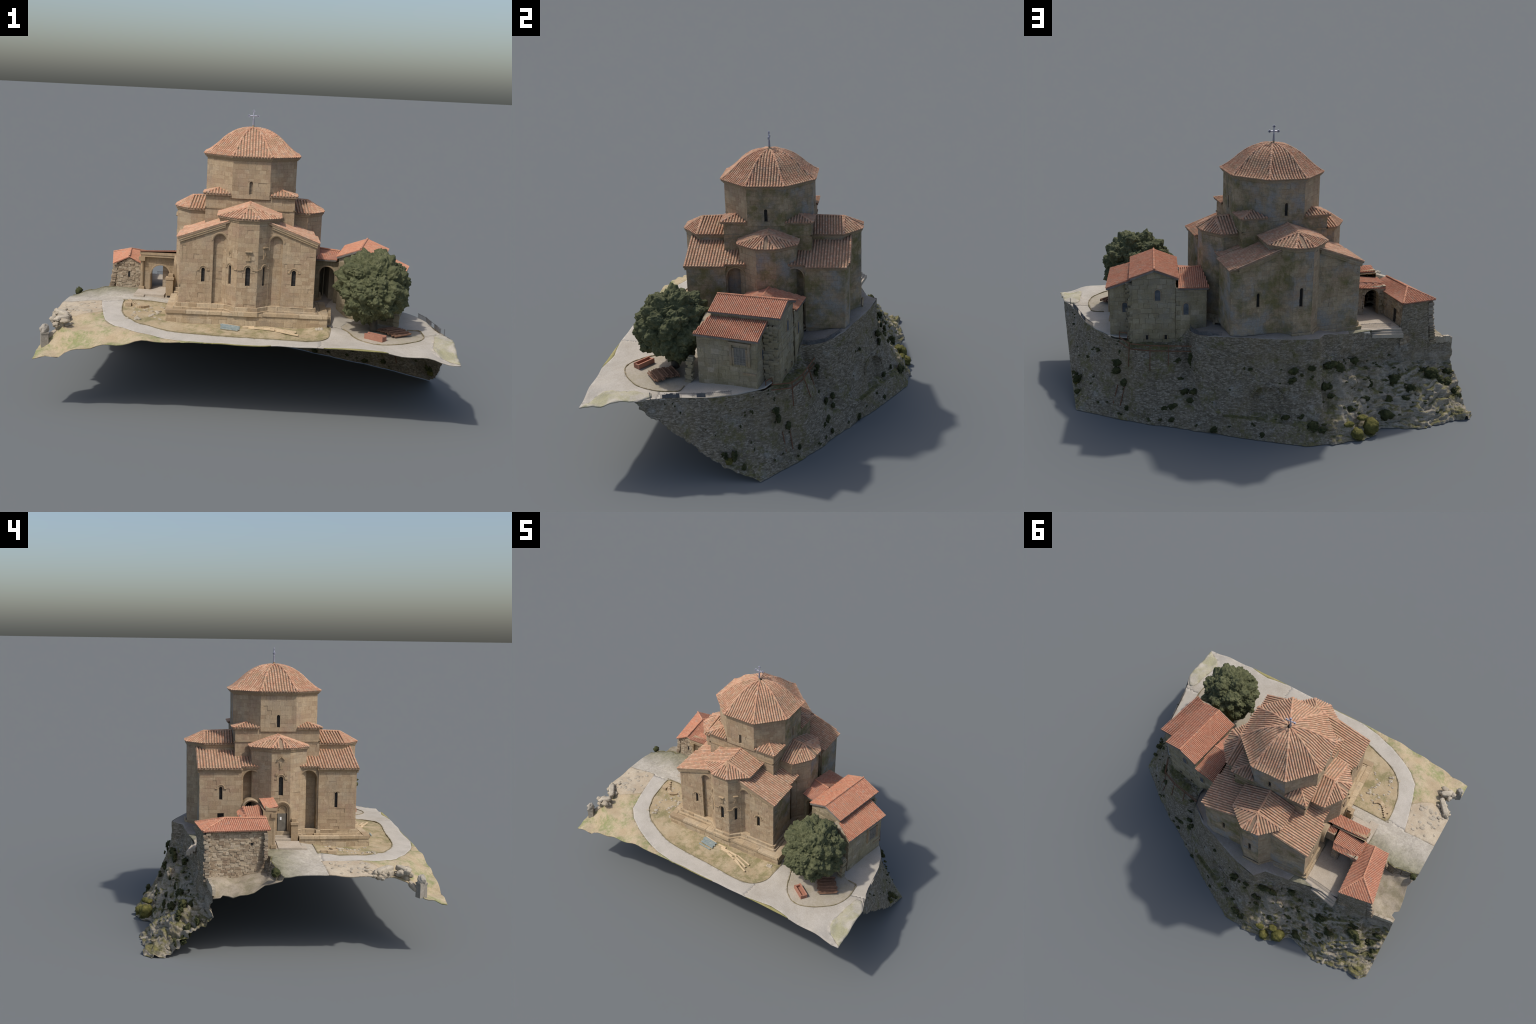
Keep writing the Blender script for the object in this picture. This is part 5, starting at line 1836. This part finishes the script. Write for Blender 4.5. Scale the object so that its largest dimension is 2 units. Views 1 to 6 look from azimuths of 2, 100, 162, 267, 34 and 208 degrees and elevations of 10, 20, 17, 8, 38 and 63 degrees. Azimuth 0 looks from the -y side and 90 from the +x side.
def panel(a, b, h):
    a, b = V(a), V(b)
    n = max(1, int((b - a).length / .012))
    for k in range(n):
        p, q = a.lerp(b, k / n), a.lerp(b, (k + 1) / n)
        hh = h * R.uniform(.7, 1.0)
        rail.beam((p + q) / 2, (p + q) / 2 + V((0, 0, hh)), (q - p).length, .0012, up=(q - p).cross(V((0, 0, 1))))


for a, b in (((.430, .225, .452), (.434, .25, .452)), ((.434, .25, .452), (.427, .288, .455)), ((.427, .288, .455), (.41, .336, .46)), ((.41, .336, .46), (.355, .382, .467)), ((.355, .382, .467), (.325, .405, .47))):
    panel(a, b, .02)
for a, b in (((.957, -.37, .393), (.949, -.335, .394)), ((.949, -.335, .394), (.942, -.29, .393)), ((.929, -.21, .392), (.922, -.17, .391))):
    panel(a, b, .024)
rail.beam((.97, -.424, .39), (.97, -.424, .427), .003, .003)
rail.make("railing", hill, "fence", kind="stuff")

# ---- monument pillar on the south-west corner
mono = thing("corner_pillar", (-.978, -.655, .275), "weathered six sided stone pillar with domed cap", "pillar")
mp = Part()
mx, my = -.978, -.648
mp.box((mx, my, .317), (.036, .042, .068), (V((.9, .43, 0)), V((-.43, .9, 0)), V((0, 0, 1))), taper=.95)
mp.box((mx, my, .352), (.039, .045, .008), (V((.9, .43, 0)), V((-.43, .9, 0)), V((0, 0, 1))))
blob(mp, (mx, my, .366), .021, 900, 1.6, .35, 3, (1, 1.05, 1.35), fine=.06)
mp.v = [(max(x, -1.0), y, z) for x, y, z in mp.v]
mp.make("pillar_shaft", mono, "greystone")

# ================================================================== TREE
tree = thing("evergreen_tree", (.62, -.40, .385), "round dense dark evergreen tree with lumpy crown", "tree")
crown = Part()
CROWN = V((.602, -.398, .614))


def crown_r(p):
    off = V((5.3, 2.2, 8.1))
    c0 = noise.voronoi(p * 2.6 + off)[0]
    c1 = noise.voronoi(p * 6.5 + off)[0]
    c2 = noise.voronoi(p * 15 + off)[0]
    return 0.92 + 0.36 * (0.5 - min(c0[0], 1)) + 0.14 * (0.5 - min(c1[0], 1)) + 0.07 * (.5 - min(c2[0], 1)) + 0.025 * noise.noise(p * 34)


bm = bmesh.new()
bmesh.ops.create_icosphere(bm, subdivisions=7, radius=1.0)
vs = []
for v_ in bm.verts:
    p = v_.co.normalized()
    k = crown_r(p)
    low = max(0.0, -p.z - .35)
    w = 1 - .25 * low
    vs.append(CROWN + V((p.x * .185 * w, p.y * .196 * w, p.z * .19)) * k)
bm.verts.index_update()
crown.add(vs, [tuple(v_.index for v_ in f.verts) for f in bm.faces])
bm.free()
crown.make("foliage_crown", tree, "leaf", smooth=True, fix=False)
tufts = Part()
for k in range(60):
    th, z = rr.uniform(0, 2 * math.pi), rr.uniform(-.75, .95)
    q = math.sqrt(1 - z * z)
    p = V((q * math.cos(th), q * math.sin(th), z))
    c = CROWN + V((p.x * .174, p.y * .186, p.z * .18)) * crown_r(p) * rr.uniform(.86, .97)
    blob(tufts, c, rr.uniform(.016, .034), 1000 + k, 2.8, .55, 4, (1, 1, .85), fine=.14)
tufts.make("leaf_clump", tree, "leaf", smooth=True, kind="stuff")
tk = Part()
tk.tube([(.622, -.395, .375), (.62, -.40, .43), (.615, -.402, .5), (.61, -.405, .56)], .022, 10, r2=.012)
for a in range(5):
    t = a * 1.3
    tk.tube([(.615, -.402, .46), (.615 + .07 * math.cos(t), -.402 + .07 * math.sin(t), .56)], .009, 6, r2=.004)
tk.make("trunk", tree, "trunk", smooth=True)

# ================================================================== LOOSE THINGS
trough = thing("stone_trough", (.62, -.567, .39), "reddish hollow rectangular trough", "trough")
tp = Part()
tx = (V((.83, -.56, 0)).normalized(), V((.56, .83, 0)).normalized(), V((0, 0, 1)))
tc = V((.618, -.56, .392))
tp.box(tc + V((0, 0, -.003)), (.095, .034, .012), tx)
for s in (-1, 1):
    tp.box(tc + tx[1] * (s * .017) + V((0, 0, .01)), (.1, .008, .026), tx)
    tp.box(tc + tx[0] * (s * .046) + V((0, 0, .008)), (.009, .026, .022), tx)
tp.make("trough_body", trough, "trough")
pile = thing("log_pile", (.735, -.42, .385), "stack of weathered brown poles", "timber")
pd, pw_ = V((.25, .97, 0)).normalized(), V((.97, -.25, 0)).normalized()
pc = V((.722, -.43, .392))
pd, pw_ = V((.80, .60, 0)).normalized(), V((.60, -.80, 0)).normalized()
for k in range(15):
    t = (k - 7) / 7
    c = pc + pw_ * (t * .062) + V((0, 0, .012 - .008 * abs(t)))
    ln = .058 * R.uniform(.85, 1.1)
    pl = Part()
    pl.tube([c - pd * ln + V((0, 0, R.uniform(-.002, .004))), c + pd * ln + V((0, 0, R.uniform(-.003, .003)))], R.uniform(.0038, .0052), 6)
    if k % 3 == 0:
        pl.tube([c - pd * ln * .8 + V((0, 0, .008)), c + pd * ln * .9 + V((0, 0, .007))], .004, 6)
    pl.make("pole", pile, "logs")
planks = thing("timber_planks", (.12, -.54, .395), "scattered pale sawn planks on grass", "timber")
for a, b, w in (((-.03, -.497), (.03, -.505), .010), ((.0, -.512), (.13, -.528), .013), ((.01, -.523), (.075, -.535), .010), ((.07, -.54), (.13, -.558), .009), ((.13, -.52), (.235, -.545), .008), ((.125, -.535), (.228, -.575), .009), ((.13, -.55), (.2, -.585), .008), ((.14, -.562), (.245, -.605), .008), ((.05, -.53), (.11, -.548), .008), ((.14, -.545), (.21, -.565), .010)):
    p = Part()
    p.beam((a[0], a[1], height(*a) + .005), (b[0], b[1], height(*b) + .006 + R.uniform(0, .004)), w, .006)
    p.make("plank", planks, "wood")
blue = thing("painted_boards", (-.09, -.51, .40), "pallet of faded blue painted boards", "timber")
for k in range(9):
    p = Part()
    x0, x1 = -.137 + R.uniform(-.004, .006), -.045 + R.uniform(-.008, .004)
    y = -.487 - k * .0075
    if k == 8:
        y -= .012
    p.beam((x0, y, height(x0, y) + .007), (x1, y - .006, height(x1, y) + .006), .0055, .005)
    p.make("board", blue, "wood" if k == 0 else "bluewood")
